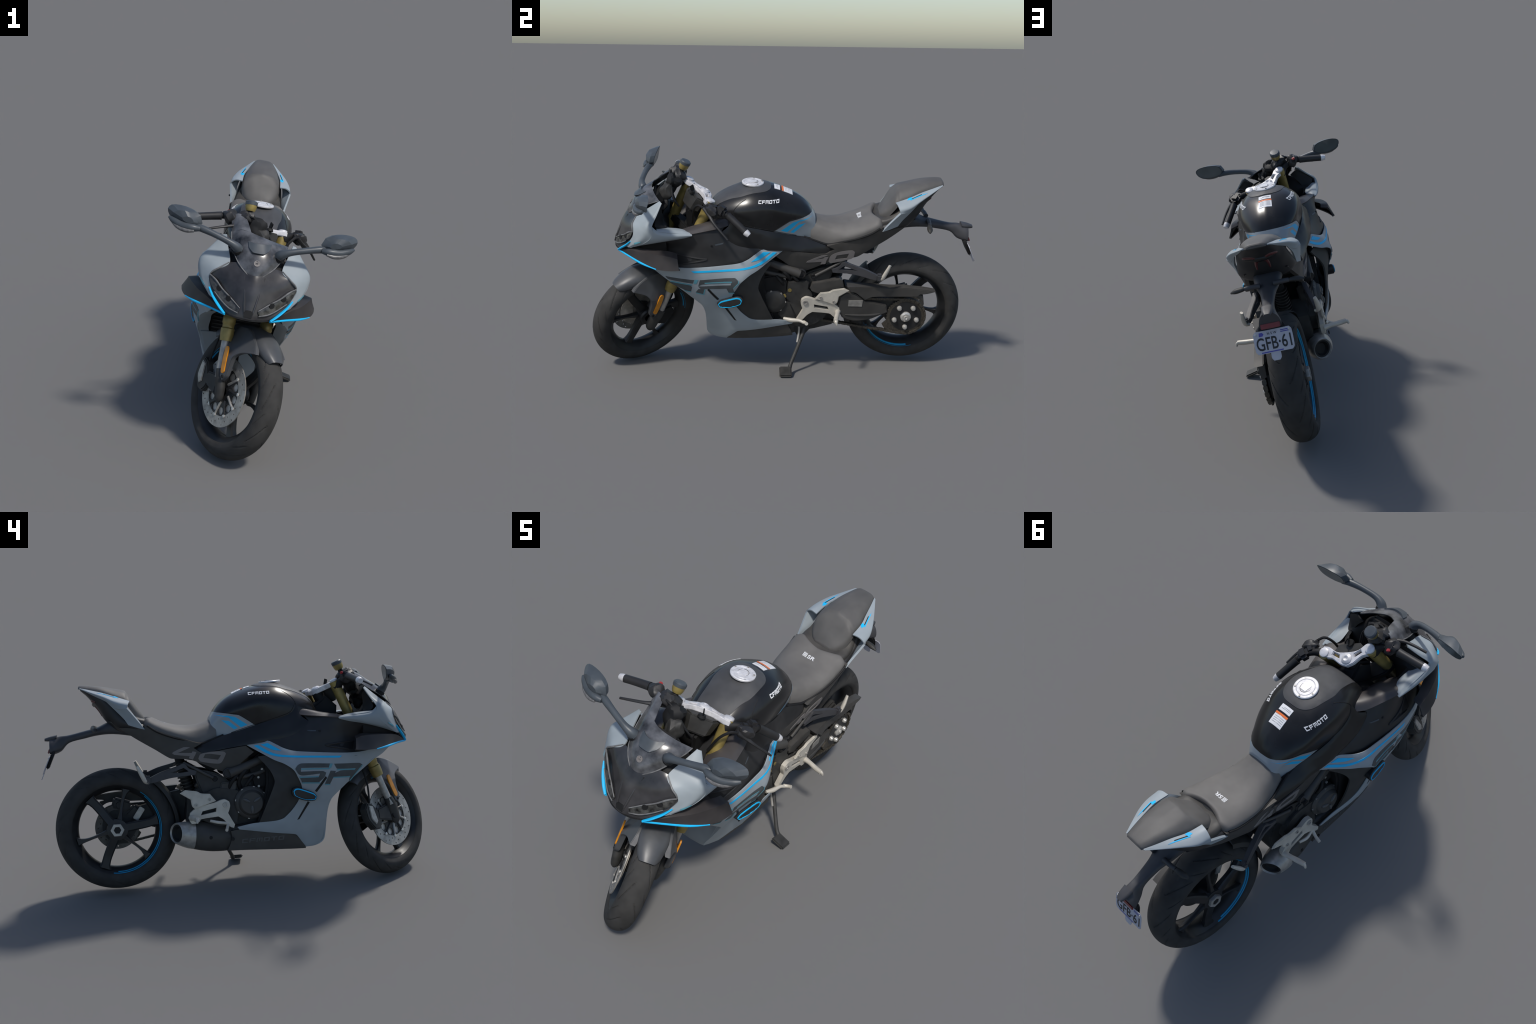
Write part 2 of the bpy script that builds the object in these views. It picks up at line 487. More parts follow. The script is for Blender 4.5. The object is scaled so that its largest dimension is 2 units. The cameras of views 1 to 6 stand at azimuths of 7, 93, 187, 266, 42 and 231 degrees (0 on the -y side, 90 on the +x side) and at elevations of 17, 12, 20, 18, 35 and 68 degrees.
def tank_top(a, b):
    r = TB.ray_cast(Vector((a, b, 2)), Vector((0, 0, -1)))
    return (r[0].z, r[1]) if r[0] else (.9, Vector((0, 0, 1)))


def top_panel(name, pts, hfun, mat, thick=.004, off=.002, res=.014, edge=.0015, parent=None, sub=4, corner=38):
    """A piece drawn from above (a, b) and laid on hfun."""
    v2, f2 = fill(outline(pts, sub, corner), res)
    H = [hfun(*q) for q in v2]; ix = {id(q): i for i, q in enumerate(v2)}
    _, _, bord = slab(v2, f2, lambda q: q, lambda q: q)
    ve, fa, _ = slab(v2, f2, lambda q: (q[0], q[1], H[ix[id(q)]] + off - (edge if ix[id(q)] in bord else 0)), lambda q: (q[0], q[1], H[ix[id(q)]] + off - thick))
    return mk(name, ve, fa, mat, parent)


half = [(0, -.095), (.05, -.102), (.085, -.135), (.098, -.19), (.10, -.25), (.088, -.30), (.080, -.36), (.075, -.395)]
mirror_pts = lambda hp: [(-a, b) for a, b in hp[::-1] if a > 0] + hp
top_cover = top_panel("tank_cover", mirror_pts(half), lambda a, b: tank_top(a, b)[0] + .004 * math.exp(-((a / .07) ** 2 + ((b + .188) / .08) ** 2)), M_tanktop, off=.003, thick=.008, parent=tank)
# filler cap: ring, lid and its bolts
hc = tank_top(0, -.188)[0] + .006
capn = V([0, .05, 1.]); capc = V([0, -.188, hc])
cap = lathe("filler_cap", [(-.004, 0), (-.004, .056), (.002, .056), (.0045, .053), (.0045, .043), (.003, .041), (.0045, .039), (.005, 0)], capc, capn, M_silver, 48, tank)
prism("cap_lid", [(-.022, -.022), (.022, -.022), (.016, .02), (-.016, .02)], 0, .0075, M_silver, bev=.002, parent=tank,
      frame=lambda a, x, y: capc + V([x, y, 0]) + capn * a)
lid_line = sweep("cap_seam", [(.024 * math.cos(t), .026 * math.sin(t), .0045) for t in np.linspace(0, 2 * math.pi, 13)], .0008, M_dark, 6, 3, tank, lambda x, y, z: capc + V([x, y, 0]) + capn * z)
for k in range(5):
    t = k * 2 * math.pi / 5 + .5
    lathe("cap_bolt", [(0, 0), (0, .0042), (.0062, .0042), (.0062, .0025), (.0045, 0)], capc + V([.0475 * math.cos(t), .0475 * math.sin(t), 0]), capn, M_steel, 10, tank)
# stickers behind the cap
def sticker(name, a0, a1, b0, b1, mat, off=.0022, parent=tank):
    return top_panel(name, [(a0, b0), (a1, b0), (a1, b1), (a0, b1)], lambda a, b: tank_top(a, b)[0], mat, thick=.003, off=off, res=.01, edge=0, parent=parent, sub=3)
sticker("caution_label", -.032, .032, -.079, -.050, M_white)
sticker("caution_label", -.034, .034, -.041, .014, M_white)
sticker("label_stripe", -.034, .034, -.041, -.032, M_orange, .0038)
for k, b in enumerate((-.024, -.016, -.008, .0)):
    sticker("label_print", -.028, .026, b, b + .0016, M_print, .0034)
for k, b in enumerate((-.069, -.063)):
    sticker("label_print", -.026, .012 + .01 * k, b, b + .0016, M_print, .0034)
# tank names in square block capitals
GLYPH = {"C": [(0, 0, 1, .24), (0, .76, 1, 1), (0, 0, .24, 1)], "F": [(0, .76, 1, 1), (0, .38, .85, .60), (0, 0, .24, 1)],
         "M": [(0, 0, .20, 1), (.80, 0, 1, 1), (.40, .2, .60, 1), (0, .80, 1, 1)], "O": [(0, 0, 1, .24), (0, .76, 1, 1), (0, 0, .24, 1), (.76, 0, 1, 1)],
         "T": [(0, .76, 1, 1), (.38, 0, .62, 1)]}


def block_letters(name, text, place, mat, parent, thick=.0012, gap=.22, slant=.12):
    """Letters made of bars; place(u, v), u and v in -0.5..0.5, gives a point on the surface and its normal."""
    n = len(text); w = 1 / (n + (n - 1) * gap)
    ve, fa = [], []
    for i, c in enumerate(text):
        x0 = i * w * (1 + gap)
        for k, (a, b, c2, d) in enumerate(GLYPH[c]):
            nx = max(1, int((c2 - a) * 4)); ny = max(1, int((d - b) * 3))
            base = len(ve)
            for lay in (1, 0):
                for iy in range(ny + 1):
                    for ix in range(nx + 1):
                        y = b + (d - b) * iy / ny; x = x0 + w * (a + (c2 - a) * ix / nx) + (y - .5) * slant * w
                        p, nn = place(x - .5, y - .5); p = V(p); nn = V(nn)
                        ve.append(p + nn * ((thick + .00012 * k) if lay else -.001))
            m = (nx + 1) * (ny + 1); F = grid_faces(ny + 1, nx + 1)
            fa += [tuple(base + q for q in f) for f in F] + [tuple(base + m + q for q in f[::-1]) for f in F]
            ring = list(range(nx + 1)) + [iy * (nx + 1) + nx for iy in range(1, ny + 1)] + [ny * (nx + 1) + ix for ix in range(nx - 1, -1, -1)] + [iy * (nx + 1) for iy in range(ny - 1, 0, -1)]
            fa += [(base + ring[q], base + ring[(q + 1) % len(ring)], base + m + ring[(q + 1) % len(ring)], base + m + ring[q]) for q in range(len(ring))]
    return mk(name, ve, fa, mat, parent, 30)


for s in SYM:
    def place(u, v, s=s):
        b = -.110 + s * u * .104; h = .9835 + v * .0135 + (b + .11) * -.02
        r = TB.ray_cast(Vector((s, b, h)), Vector((-s, 0, 0)))
        return r[0], r[1]
    block_letters("tank_name", "CFMOTO", place, M_white, tank)

# seams between the tank's panels
for sgn in SYM:
    for path in ([(-.225, .992), (-.255, .972), (-.282, .945), (-.296, .915)], [(-.292, .934), (-.262, .884), (-.196, .860), (-.084, .829), (.035, .792)], [(-.087, .824), (-.004, .880), (.03, .889), (.10, .897)]):
        pts = []
        for b, h in cr(path, 4):
            r = TB.ray_cast(Vector((sgn, b, h)), Vector((-sgn, 0, 0)))
            if r[0]: pts.append(V(r[0]))
        sweep("tank_seam", pts, .0016, M_dark, 6, 1, tank)

# ================================================================== SEAT AND TAIL
def seat_warp(q):
    k = max(0, min(1, (q[1] - .30) / .17))
    q = q.copy(); x = abs(q[0]) / .105; q[1] += k * k * (.038 * min(1, x * x) - .040 - .016 * max(0, x - 1.1))
    return q
seat = hloft("rider_seat", [
    (.110, [(0, .872), (.035, .866), (.07, .842), (.09, .80), (.092, .765)]),
    (.150, [(0, .854), (.04, .850), (.078, .832), (.098, .79), (.102, .752)]),
    (.21, [(0, .839), (.05, .836), (.092, .818), (.112, .782), (.116, .745)]),
    (.28, [(0, .838), (.06, .837), (.108, .822), (.134, .796), (.136, .768)]),
    (.35, [(0, .850), (.065, .852), (.115, .842), (.142, .818), (.144, .790)]),
    (.41, [(0, .868), (.06, .873), (.110, .870), (.143, .846), (.147, .815)]),
    (.45, [(0, .880), (.06, .887), (.112, .886), (.142, .866), (.147, .838)]),
    (.47, [(0, .876), (.06, .880), (.105, .878), (.134, .862), (.141, .845)]),
    (.476, [(0, .862), (.06, .866), (.10, .864), (.125, .854), (.13, .846)]),
], M_seat, 6, 5, warp=seat_warp)
SB = bvh_of(seat)
def seat_top(a, b):
    r = SB.ray_cast(Vector((a, b, 2)), Vector((0, 0, -1)))
    return r[0].z if r[0] else .86
for sgn in SYM:
    sweep("seat_trim", [(sgn * .100, .075, .782), (sgn * .109, .14, .760), (sgn * .117, .20, .747), (sgn * .135, .275, .769), (sgn * .145, .345, .791), (sgn * .149, .41, .819), (sgn * .150, .455, .850)], .0055, M_dark, 8, 5, seat)
# woven mark on the seat: slanted bars and two letters, reading from the front
for k in range(4):
    x = -.034 + k * .0055
    top_panel("seat_mark", [(x, .354), (x + .003, .354), (x + .0005, .376), (x - .0025, .376)], seat_top, M_white, .002, .001, .02, 0, seat, 2)
lettering("seat_mark", "SR", lambda u, v: ((.010 + u * .040, .365 + v * .019, seat_top(.010 + u * .040, .365 + v * .019)), (0, 0, 1)), M_white, .001, 0, seat)

tail = hloft("tail_body", [
    (.30, [(0, .765), (.09, .765), (.120, .755), (.122, .735), (.10, .722), (0, .720)]),
    (.38, [(0, .80), (.10, .80), (.130, .79), (.128, .765), (.10, .748), (0, .745)]),
    (.46, [(0, .852), (.10, .856), (.140, .842), (.136, .808), (.09, .788), (0, .785)]),
    (.54, [(0, .890), (.09, .890), (.125, .880), (.136, .850), (.09, .822), (0, .818)]),
    (.60, [(0, .950), (.09, .955), (.120, .935), (.126, .872), (.08, .835), (0, .828)]),
    (.655, [(0, 1.00), (.08, 1.0), (.112, .978), (.098, .915), (.06, .888), (0, .880)]),
    (.69, [(0, 1.022), (.07, 1.02), (.094, 1.003), (.080, .962), (.05, .945), (0, .938)]),
    (.735, [(0, 1.042), (.055, 1.04), (.076, 1.027), (.065, 1.010), (.04, 1.004), (0, 1.0)]),
    (.770, [(0, 1.052), (.04, 1.05), (.055, 1.044), (.046, 1.038), (.03, 1.036), (0, 1.034)]),
], M_black, 6, 5, closed=True)
pillion = hloft("pillion_seat", [
    (.462, [(0, .888), (.025, .887), (.040, .884), (.044, .876)]),
    (.475, [(0, .912), (.038, .909), (.064, .898), (.070, .872)]),
    (.50, [(0, .948), (.050, .944), (.084, .926), (.092, .890)]),
    (.528, [(0, .992), (.060, .988), (.096, .966), (.105, .930)]),
    (.545, [(0, 1.019), (.058, 1.008), (.094, .982), (.107, .955)]),
    (.560, [(0, 1.029), (.058, 1.018), (.092, .994), (.106, .968)]),
    (.60, [(0, 1.038), (.055, 1.029), (.087, 1.009), (.101, .988)]),
    (.67, [(0, 1.052), (.048, 1.048), (.073, 1.034), (.084, 1.012)]),
    (.735, [(0, 1.060), (.037, 1.058), (.056, 1.048), (.066, 1.032)]),
    (.770, [(0, 1.061), (.028, 1.060), (.045, 1.053), (.052, 1.043)]),
    (.780, [(0, 1.056), (.024, 1.055), (.038, 1.050), (.046, 1.043)]),
], M_pillion, 6, 5)
# channel panel between the two seats, sweeping up into the tail scoops
hloft("seat_step", [
    (.435, [(0, .858), (.05, .862), (.085, .866), (.105, .860), (.11, .83)]),
    (.46, [(0, .874), (.06, .878), (.095, .882), (.118, .872), (.122, .84)]),
    (.49, [(0, .892), (.07, .890), (.100, .890), (.124, .880), (.128, .845)]),
    (.53, [(0, .915), (.08, .912), (.104, .906), (.120, .893), (.126, .86)]),
    (.57, [(0, .950), (.08, .945), (.098, .935), (.112, .915), (.12, .88)]),
], M_panel, 4, 4)
tail_side = patch("tail_side_panel", [
    [(.107, .530, .974), (.140, .535, .974), (.166, .543, .958), (.174, .550, .938)],
    [(.103, .60, .999), (.138, .60, .988), (.163, .60, .968), (.150, .602, .943)],
    [(.086, .66, 1.020), (.116, .66, 1.010), (.136, .657, .996), (.120, .650, .978)],
    [(.069, .72, 1.036), (.086, .72, 1.029), (.098, .716, 1.021), (.088, .71, 1.010)],
    [(.052, .772, 1.049), (.056, .772, 1.048), (.060, .771, 1.046), (.061, .768, 1.043)],
], M_grey, .006)
patch("tail_side_panel", [
    [(.174, .550, .940), (.152, .60, .946), (.120, .650, .980)],
    [(.166, .522, .905), (.156, .562, .918), (.136, .605, .932)],
    [(.157, .492, .866), (.150, .528, .878), (.138, .567, .890)],
    [(.151, .468, .832), (.147, .502, .842), (.138, .545, .857)],
], M_grey, .010)
# blue flash and dark bar on the tail sides
TSB = bvh_of(tail_side[0], tail_side[1])
def tail_top(a, b):
    r = TSB.ray_cast(Vector((a, b, 2)), Vector((0, 0, -1)))
    return r[0].z if r[0] else .98
for s in SYM:
    for nm, mt, pts in (("tail_flash", M_blue, [(.118, .586), (.103, .592), (.104, .612), (.120, .606)]), ("tail_flash", M_blue, [(.126, .600), (.121, .602), (.102, .664), (.097, .69), (.104, .672)]),
                        ("tail_bar", M_dark, [(.119, .606), (.114, .608), (.098, .66), (.102, .66)])):
        top_panel(nm, [(s * a, b) for a, b in pts], tail_top, mt, .002, .0012, .02, 0, tail_side[0] if s > 0 else tail_side[1], 3)
# tail lamp: dark glass between the red bars
sweep("tail_lens", [(-.07, .694, .972), (-.03, .700, .968), (0, .702, .966), (.03, .700, .968), (.07, .694, .972)], [.008, .014, .016, .014, .008], M_gloss, 12, 5)
# red glass wedges set into the rear face
for s in SYM:
    sweep("tail_light", [(s * .012, .690, .950), (s * .03, .706, .978), (s * .06, .708, .985), (s * .078, .697, .978)], [.008, .012, .012, .006], M_red, 10, 5)
    sweep("tail_light", [(s * .02, .700, .965), (s * .028, .680, .935), (s * .03, .668, .905)], [.011, .009, .004], M_red, 10, 5)

# ------------------------------------------------------------------ side covers carrying the big numerals
SUBA = tps([(-.03, .72, .152), (.07, .70, .147), (.33, .704, .135), (.08, .61, .130), (.47, .835, .150), (.408, .82, .148), (.65, .884, .100), (.52, .80, .125), (.19, .74, .142), (.2, .65, .130), (.30, .78, .142), (-.07, .69, .150)])
sub = side_panel("side_cover", [(-.029, .725), (.043, .716), (.183, .699), (.231, .727), (.192, .746), (.30, .776), (.408, .815), (.470, .858), (.467, .833), (.545, .857), (.640, .880),
                         (.524, .795), (.42, .728), (.35, .682), (.309, .677), (.243, .667), (.112, .609), (.079, .599), (.054, .597), (-.069, .691)], SUBA, M_panel, .02, res=.016, corner=45)
for i, s in enumerate(SYM):
    q = sub[i]
    flip = (lambda p: p) if s < 0 else (lambda p: (.41 - p[0], p[1]))
    # numeral 4 and 0 as slanted strokes (mirrored along the bike so that both read correctly)
    if s < 0:
        four = [[(.339, .707), (.330, .714), (.281, .734), (.248, .731), (.318, .7035), (.329, .6985)], [(.329, .6985), (.318, .7065), (.241, .703), (.237, .711), (.218, .706), (.226, .688), (.251, .687)],
                [(.226, .690), (.251, .6885), (.257, .677), (.237, .669)]]
        zero = [(.210, .672), (.198, .694), (.141, .704), (.083, .702), (.071, .691), (.094, .648), (.119, .642), (.198, .657)]
        zhole = [(.185, .675), (.175, .693), (.146, .693), (.096, .684), (.112, .662)]
    else:
        four = [[(.088, .652), (.094, .661), (.165, .692), (.198, .692), (.123, .664), (.108, .656)], [(.094, .652), (.112, .664), (.176, .674), (.178, .681), (.201, .683), (.191, .660), (.170, .655)],
                [(.170, .657), (.192, .662), (.188, .640), (.163, .640)]]
        zero = [(.204, .655), (.214, .690), (.254, .712), (.320, .722), (.336, .712), (.330, .680), (.310, .668), (.215, .645)]
        zhole = [(.236, .668), (.244, .692), (.306, .703), (.298, .676)]
    for f in four:
        side_panel("numeral_stroke", f, SUBA, M_letter, .0025, .0015, .02, (s,), 2, 60, 0, q)
    side_panel("numeral_stroke", zero, SUBA, M_letter, .0025, .0015, .02, (s,), 4, 60, 0, q, holes=[zhole])

# ------------------------------------------------------------------ gloss strips from the tank to the seat foot
STRA = tps([(-.294, .931, .146), (-.31, .86, .165), (-.345, .83, .178), (-.26, .768, .188), (-.15, .75, .184), (.05, .719, .152), (.183, .70, .132), (.231, .727, .115), (.19, .745, .116), (.04, .785, .112), (-.084, .822, .150), (-.196, .852, .164), (-.1, .79, .168)])
side_panel("knee_panel", [(-.292, .934), (-.303, .897), (-.312, .863), (-.352, .831), (-.339, .803), (-.269, .766), (-.157, .745), (.048, .719), (.183, .699), (.207, .711), (.231, .727), (.189, .748), (.039, .789), (-.084, .825), (-.196, .856), (-.253, .878), (-.28, .905)], STRA, M_gloss, .03, res=.016, edge=.004)

# ================================================================== FAIRING SIDES
FA = tps([(-.026, .732, .157), (-.14, .746, .186), (-.148, .68, .210), (-.235, .60, .267), (-.3, .67, .246), (-.3, .55, .252), (-.45, .66, .250), (-.5, .60, .246), (-.5, .508, .220), (-.45, .43, .200), (-.41, .32, .158), (-.40, .22, .115),
          (-.33, .45, .207), (-.27, .47, .222), (-.25, .383, .200), (-.21, .35, .194), (-.25, .294, .178), (-.26, .2, .145), (-.05, .33, .174), (.034, .315, .166), (-.60, .64, .222), (-.68, .64, .185), (-.82, .70, .12), (-.62, .57, .200), (-.55, .50, .190), (-.72, .675, .185)])
FOUT = lambda d: [(-.026, .732), (-.133, .746), (-.172, .728), (-.209, .707), (-.254, .692), (-.318, .684), (-.501, .669), (-.60, .668), (-.70, .680), (-.83, .702), (-.774, .682), (-.729, .650), (-.702, .634), (-.667, .618), (-.569, .546), (-.453, .447), (-.432, .398), (-.426, .34), (-.424, .26), (-.421, .228 + d), (-.404, .203 + d), (-.366, .190 + d), (-.318, .189 + d), (-.273, .252), (-.257, .264), (-.139, .281), (.024, .307), (.034, .320),
                   (-.049, .335), (-.158, .342), (-.197, .352), (-.219, .370), (-.246, .398), (-.278, .446), (-.291, .504), (-.266, .564), (-.246, .599), (-.205, .630), (-.16, .650), (-.107, .682)]
lower = [side_panel("side_fairing", FOUT(.012 if sg > 0 else 0), FA, M_grey, .007, res=.016, corner=42, edge=.003, sides=(sg,))[0] for sg in SYM]
# blue stripes, slots, frame slider and the big two-letter mark
for i, s in enumerate(SYM):
    q = lower[i]
    D = lambda nm, pts, mt, off=.0015, **k: side_panel(nm, pts, FA, mt, .003, off, .02, (s,), k.get("sub", 3), k.get("corner", 30), 0, q, k.get("holes", ()))
    D("stripe", [(-.066, .7235), (-.086, .727), (-.155, .6845), (-.231, .6710), (-.360, .6625), (-.497, .6545), (-.482, .6455), (-.36, .6530), (-.23, .6615), (-.143, .6755)], M_blue)
    D("stripe", [(-.100, .7285), (-.135, .734), (-.196, .695), (-.156, .7005)], M_blue)
    D("slot", [(-.409, .557), (-.417, .548), (-.367, .477), (-.357, .484)], M_dark)
    D("slot", [(-.323, .432), (-.333, .425), (-.279, .343), (-.268, .339)], M_dark)
    SL = lambda b, h: FA(b, h)
    side_panel("frame_slider", [(-.236, .492), (-.247, .507), (-.272, .508), (-.347, .478), (-.368, .455), (-.354, .436), (-.303, .440), (-.247, .463)], lambda b, h: .243 + (b + .3) * .24, M_black, .06, 0, .01, (s,), 4, 60, .006, q)
    ring_o = [(-.242, .492), (-.251, .503), (-.272, .504), (-.347, .474), (-.363, .455), (-.352, .441), (-.303, .446), (-.251, .469)]
    ring_i = [(-.246, .4905), (-.255, .4975), (-.272, .4980), (-.345, .4690), (-.3605, .4550), (-.3515, .4425), (-.303, .4475), (-.2535, .4700)]
    side_panel("slider_ring", ring_o, lambda b, h: .243 + (b + .3) * .24, M_blue, .004, .0015, .02, (s,), 4, 60, 0, q, holes=[ring_i])
    # letters: S then R when read from outside
    if s < 0:
        S = [[(-.254, .604), (-.266, .620), (-.289, .629), (-.439, .619), (-.430, .600), (-.284, .607), (-.280, .588)], [(-.254, .604), (-.280, .607), (-.282, .588), (-.395, .584), (-.412, .574), (-.300, .568), (-.272, .575)],
             [(-.386, .584), (-.412, .576), (-.404, .554), (-.378, .530), (-.352, .553), (-.375, .556)], [(-.378, .528), (-.289, .534), (-.278, .556), (-.375, .553)]]
        Rr = [[(-.454, .617), (-.590, .611), (-.609, .600), (-.604, .588), (-.572, .586), (-.470, .591), (-.464, .597)], [(-.609, .600), (-.540, .526), (-.543, .549), (-.562, .575), (-.575, .590)],
              [(-.572, .577), (-.486, .580), (-.426, .552), (-.543, .549)], [(-.451, .553), (-.433, .516), (-.407, .518), (-.435, .583), (-.462, .580)]]
        T = [[(-.284, .6035), (-.43, .597), (-.428, .591), (-.284, .5975)], [(-.274, .563), (-.374, .559), (-.372, .554), (-.276, .5575)], [(-.470, .590), (-.570, .585), (-.566, .578), (-.466, .583)], [(-.432, .619), (-.447, .618), (-.437, .597), (-.425, .598)], [(-.288, .533), (-.378, .527), (-.384, .521), (-.290, .527)], [(-.407, .517), (-.433, .515), (-.436, .510), (-.408, .511)], [(-.451, .551), (-.543, .547), (-.541, .541), (-.447, .545)], [(-.606, .600), (-.612, .598), (-.545, .522), (-.540, .525)]]
    else:
        S = [[(-.630, .606), (-.483, .606), (-.490, .584), (-.613, .590)], [(-.613, .573), (-.505, .572), (-.494, .560), (-.50, .532), (-.53, .533), (-.585, .556)]]
        Rr = [[(-.454, .606), (-.280, .624), (-.262, .610), (-.285, .598), (-.440, .582), (-.462, .570)], [(-.262, .612), (-.262, .596), (-.288, .564), (-.300, .580), (-.292, .600)], [(-.288, .564), (-.281, .535), (-.309, .533), (-.320, .560), (-.300, .580)],
              [(-.462, .568), (-.300, .582), (-.318, .560), (-.450, .552)], [(-.462, .552), (-.475, .530), (-.438, .521), (-.430, .552)]]
        T = [[(-.600, .582), (-.493, .577), (-.495, .571), (-.605, .576)], [(-.430, .592), (-.292, .604), (-.294, .598), (-.430, .586)], [(-.48, .607), (-.462, .608), (-.472, .584), (-.486, .584)], [(-.475, .529), (-.438, .520), (-.432, .550), (-.427, .550), (-.433, .514), (-.474, .523)], [(-.281, .534), (-.309, .532), (-.308, .527), (-.280, .529)], [(-.262, .612), (-.258, .608), (-.258, .595), (-.285, .562), (-.288, .564), (-.262, .596)], [(-.50, .531), (-.535, .532), (-.532, .526), (-.50, .525)]]
    for f in S + Rr:
        D("letter_stroke", f, M_letterblack, .0013, corner=50)
    for f in T:
        D("letter_outline", f, M_teal, .0019)
# dark louvre panel behind the grey fairing
VA = tps([(-.1, .65, .173), (-.15, .549, .209), (-.107, .441, .200), (-.065, .327, .170), (-.2, .345, .186), (-.28, .45, .205), (-.29, .5, .225), (-.25, .6, .240), (-.16, .65, .195), (-.2, .5, .222)])
side_panel("louvre_panel", [(-.085, .668), (-.138, .600), (-.158, .546), (-.148, .509), (-.119, .439), (-.071, .322), (-.14, .330), (-.204, .340), (-.27, .392), (-.31, .441), (-.32, .50), (-.30, .57), (-.254, .61), (-.213, .645), (-.15, .67)], VA, M_vent, .01, res=.016)
# belly panel below
BA = lambda b, h: FA(b, h) * .6 + .4 * .155 - .004 + .06 * min(0, h - .25)
belly = side_panel("belly_panel", [(.024, .305), (-.139, .279), (-.257, .262), (-.273, .250), (-.317, .192), (-.318, .182), (-.047, .196), (.037, .199), (.085, .200), (.062, .260), (.066, .300)], BA, M_panel, .02, res=.016, sides=(-1,))
side_panel("belly_panel", [(.0, .298), (-.139, .279), (-.257, .262), (-.273, .250), (-.315, .208), (-.318, .204), (-.15, .214), (-.03, .222), (.03, .230), (.02, .26)], BA, M_panel, .02, res=.016, sides=(1,))
block_letters("belly_name", "CFMOTO", lambda u, v: ((-BA(-.095 - u * .215, .2475 + v * .022), -.095 - u * .215, .2475 + v * .022 + u * .004), (-1, 0, 0)), M_letterdim, belly[0])
# floor of the belly pan and its closed front
hloft("belly_pan", [
    (-.375, [(0, .32), (.05, .32), (.10, .32), (.125, .31), (.110, .235), (.07, .212), (0, .208)]),
    (-.33, [(0, .33), (.05, .33), (.11, .33), (.145, .32), (.125, .215), (.08, .203), (0, .20)]),
    (-.2, [(0, .33), (.06, .33), (.11, .33), (.150, .31), (.130, .218), (.08, .206), (0, .20)]),
    (.0, [(0, .33), (.06, .33), (.10, .33), (.14, .31), (.122, .228), (.08, .212), (0, .208)]),
    (.08, [(0, .32), (.05, .32), (.08, .32), (.11, .31), (.10, .238), (.07, .222), (0, .219)]),
], M_panel, 4, 4, closed=True)
# closed prow of the belly between the two side fairings
patch("belly_prow", [[(-w, b, h), (-w * .72, b - dx * .6, h - .002), (0, b - dx, h - .002), (w * .72, b - dx * .6, h + .004), (w, b, h + .010 * (h < .3))] for w, b, h, dx in
      ((.186, -.446, .436, -.032), (.170, -.432, .398, -.028), (.154, -.426, .34, -.018), (.132, -.424, .27, -.004), (.114, -.414, .215, .006), (.108, -.372, .192, .006), (.114, -.31, .188, .0), (.120, -.20, .190, .0))], M_grey, .006, 5, 4, sides=(1,))
# the fairing's leading edge rolls inwards
patch("fairing_lip", [[(FA(b, h) - .002, b, h), (FA(b, h) - .022, b + .004, h + .002), (FA(b, h) - .055, b + .020, h + .004)] for b, h in ((-.690, .632), (-.62, .584), (-.55, .530), (-.453, .449), (-.432, .398), (-.426, .34), (-.424, .27), (-.419, .233))], M_grey, .004, 4, 4)

# black upper side panel
MA = tps([(-.134, .746, .186), (-.391, .782, .220), (-.5, .80, .218), (-.5, .69, .230), (-.38, .70, .228), (-.34, .83, .176), (-.30, .866, .150), (-.5, .83, .222), (-.78, .745, .115), (-.65, .76, .160), (-.25, .70, .212), (-.37, .88, .165), (-.6, .81, .225), (-.7, .79, .210), (-.58, .68, .215), (-.45, .73, .224), (-.8, .70, .13), (-.65, .67, .19), (-.66, .725, .15), (-.58, .73, .175), (-.73, .755, .115), (-.66, .77, .165), (-.72, .78, .15)])
side_panel("flank_panel", [(-.134, .748), (-.211, .700), (-.256, .676), (-.32, .662), (-.503, .648), (-.60, .652), (-.70, .672), (-.835, .702), (-.80, .75), (-.702, .793), (-.497, .843), (-.40, .862), (-.33, .860), (-.35, .834), (-.325, .804), (-.256, .768), (-.145, .748)], MA, M_black, .012, res=.016, edge=.003)
# crease rails round the side air outlet
for s in SYM:
    sweep("duct_rail", [(s * (MA(b, h) + .001), b, h) for b, h in ((-.57, .722), (-.50, .719), (-.44, .713), (-.418, .711), (-.45, .702), (-.51, .690), (-.54, .683))], [.003, .005, .005, .004, .005, .005, .003], M_black, 8, 4)
    side_panel("duct_mouth", [(-.58, .722), (-.44, .712), (-.425, .709), (-.46, .700), (-.56, .682)], MA, M_dark, .003, .0012, .02, (s,), 3, 60, 0)
    side_panel("panel_badge", [(-.378, .787), (-.335, .789), (-.34, .783), (-.375, .781)], MA, M_mirror, .003, .0012, .02, (s,), 3, 60, 0)
    lathe("panel_bolt", [(0, 0), (0, .006), (.004, .005), (.004, 0)], (s * (MA(-.395, .782) - .001), -.395, .782), (s, 0, 0), M_dark, 12)

# inner top panels between cheek and tank
patch("ledge_panel", [
    [(.150, -.300, .868), (.135, -.32, .895), (.10, -.34, .888), (.08, -.35, .86)],
    [(.180, -.345, .862), (.160, -.365, .885), (.115, -.385, .880), (.085, -.395, .85)],
    [(.205, -.42, .855), (.175, -.43, .872), (.125, -.44, .866), (.085, -.445, .835)],
    [(.225, -.50, .846), (.195, -.505, .858), (.140, -.51, .850), (.100, -.515, .82)],
    [(.235, -.57, .836), (.205, -.57, .842), (.150, -.57, .832), (.115, -.575, .80)],
], M_ducttop, .006)

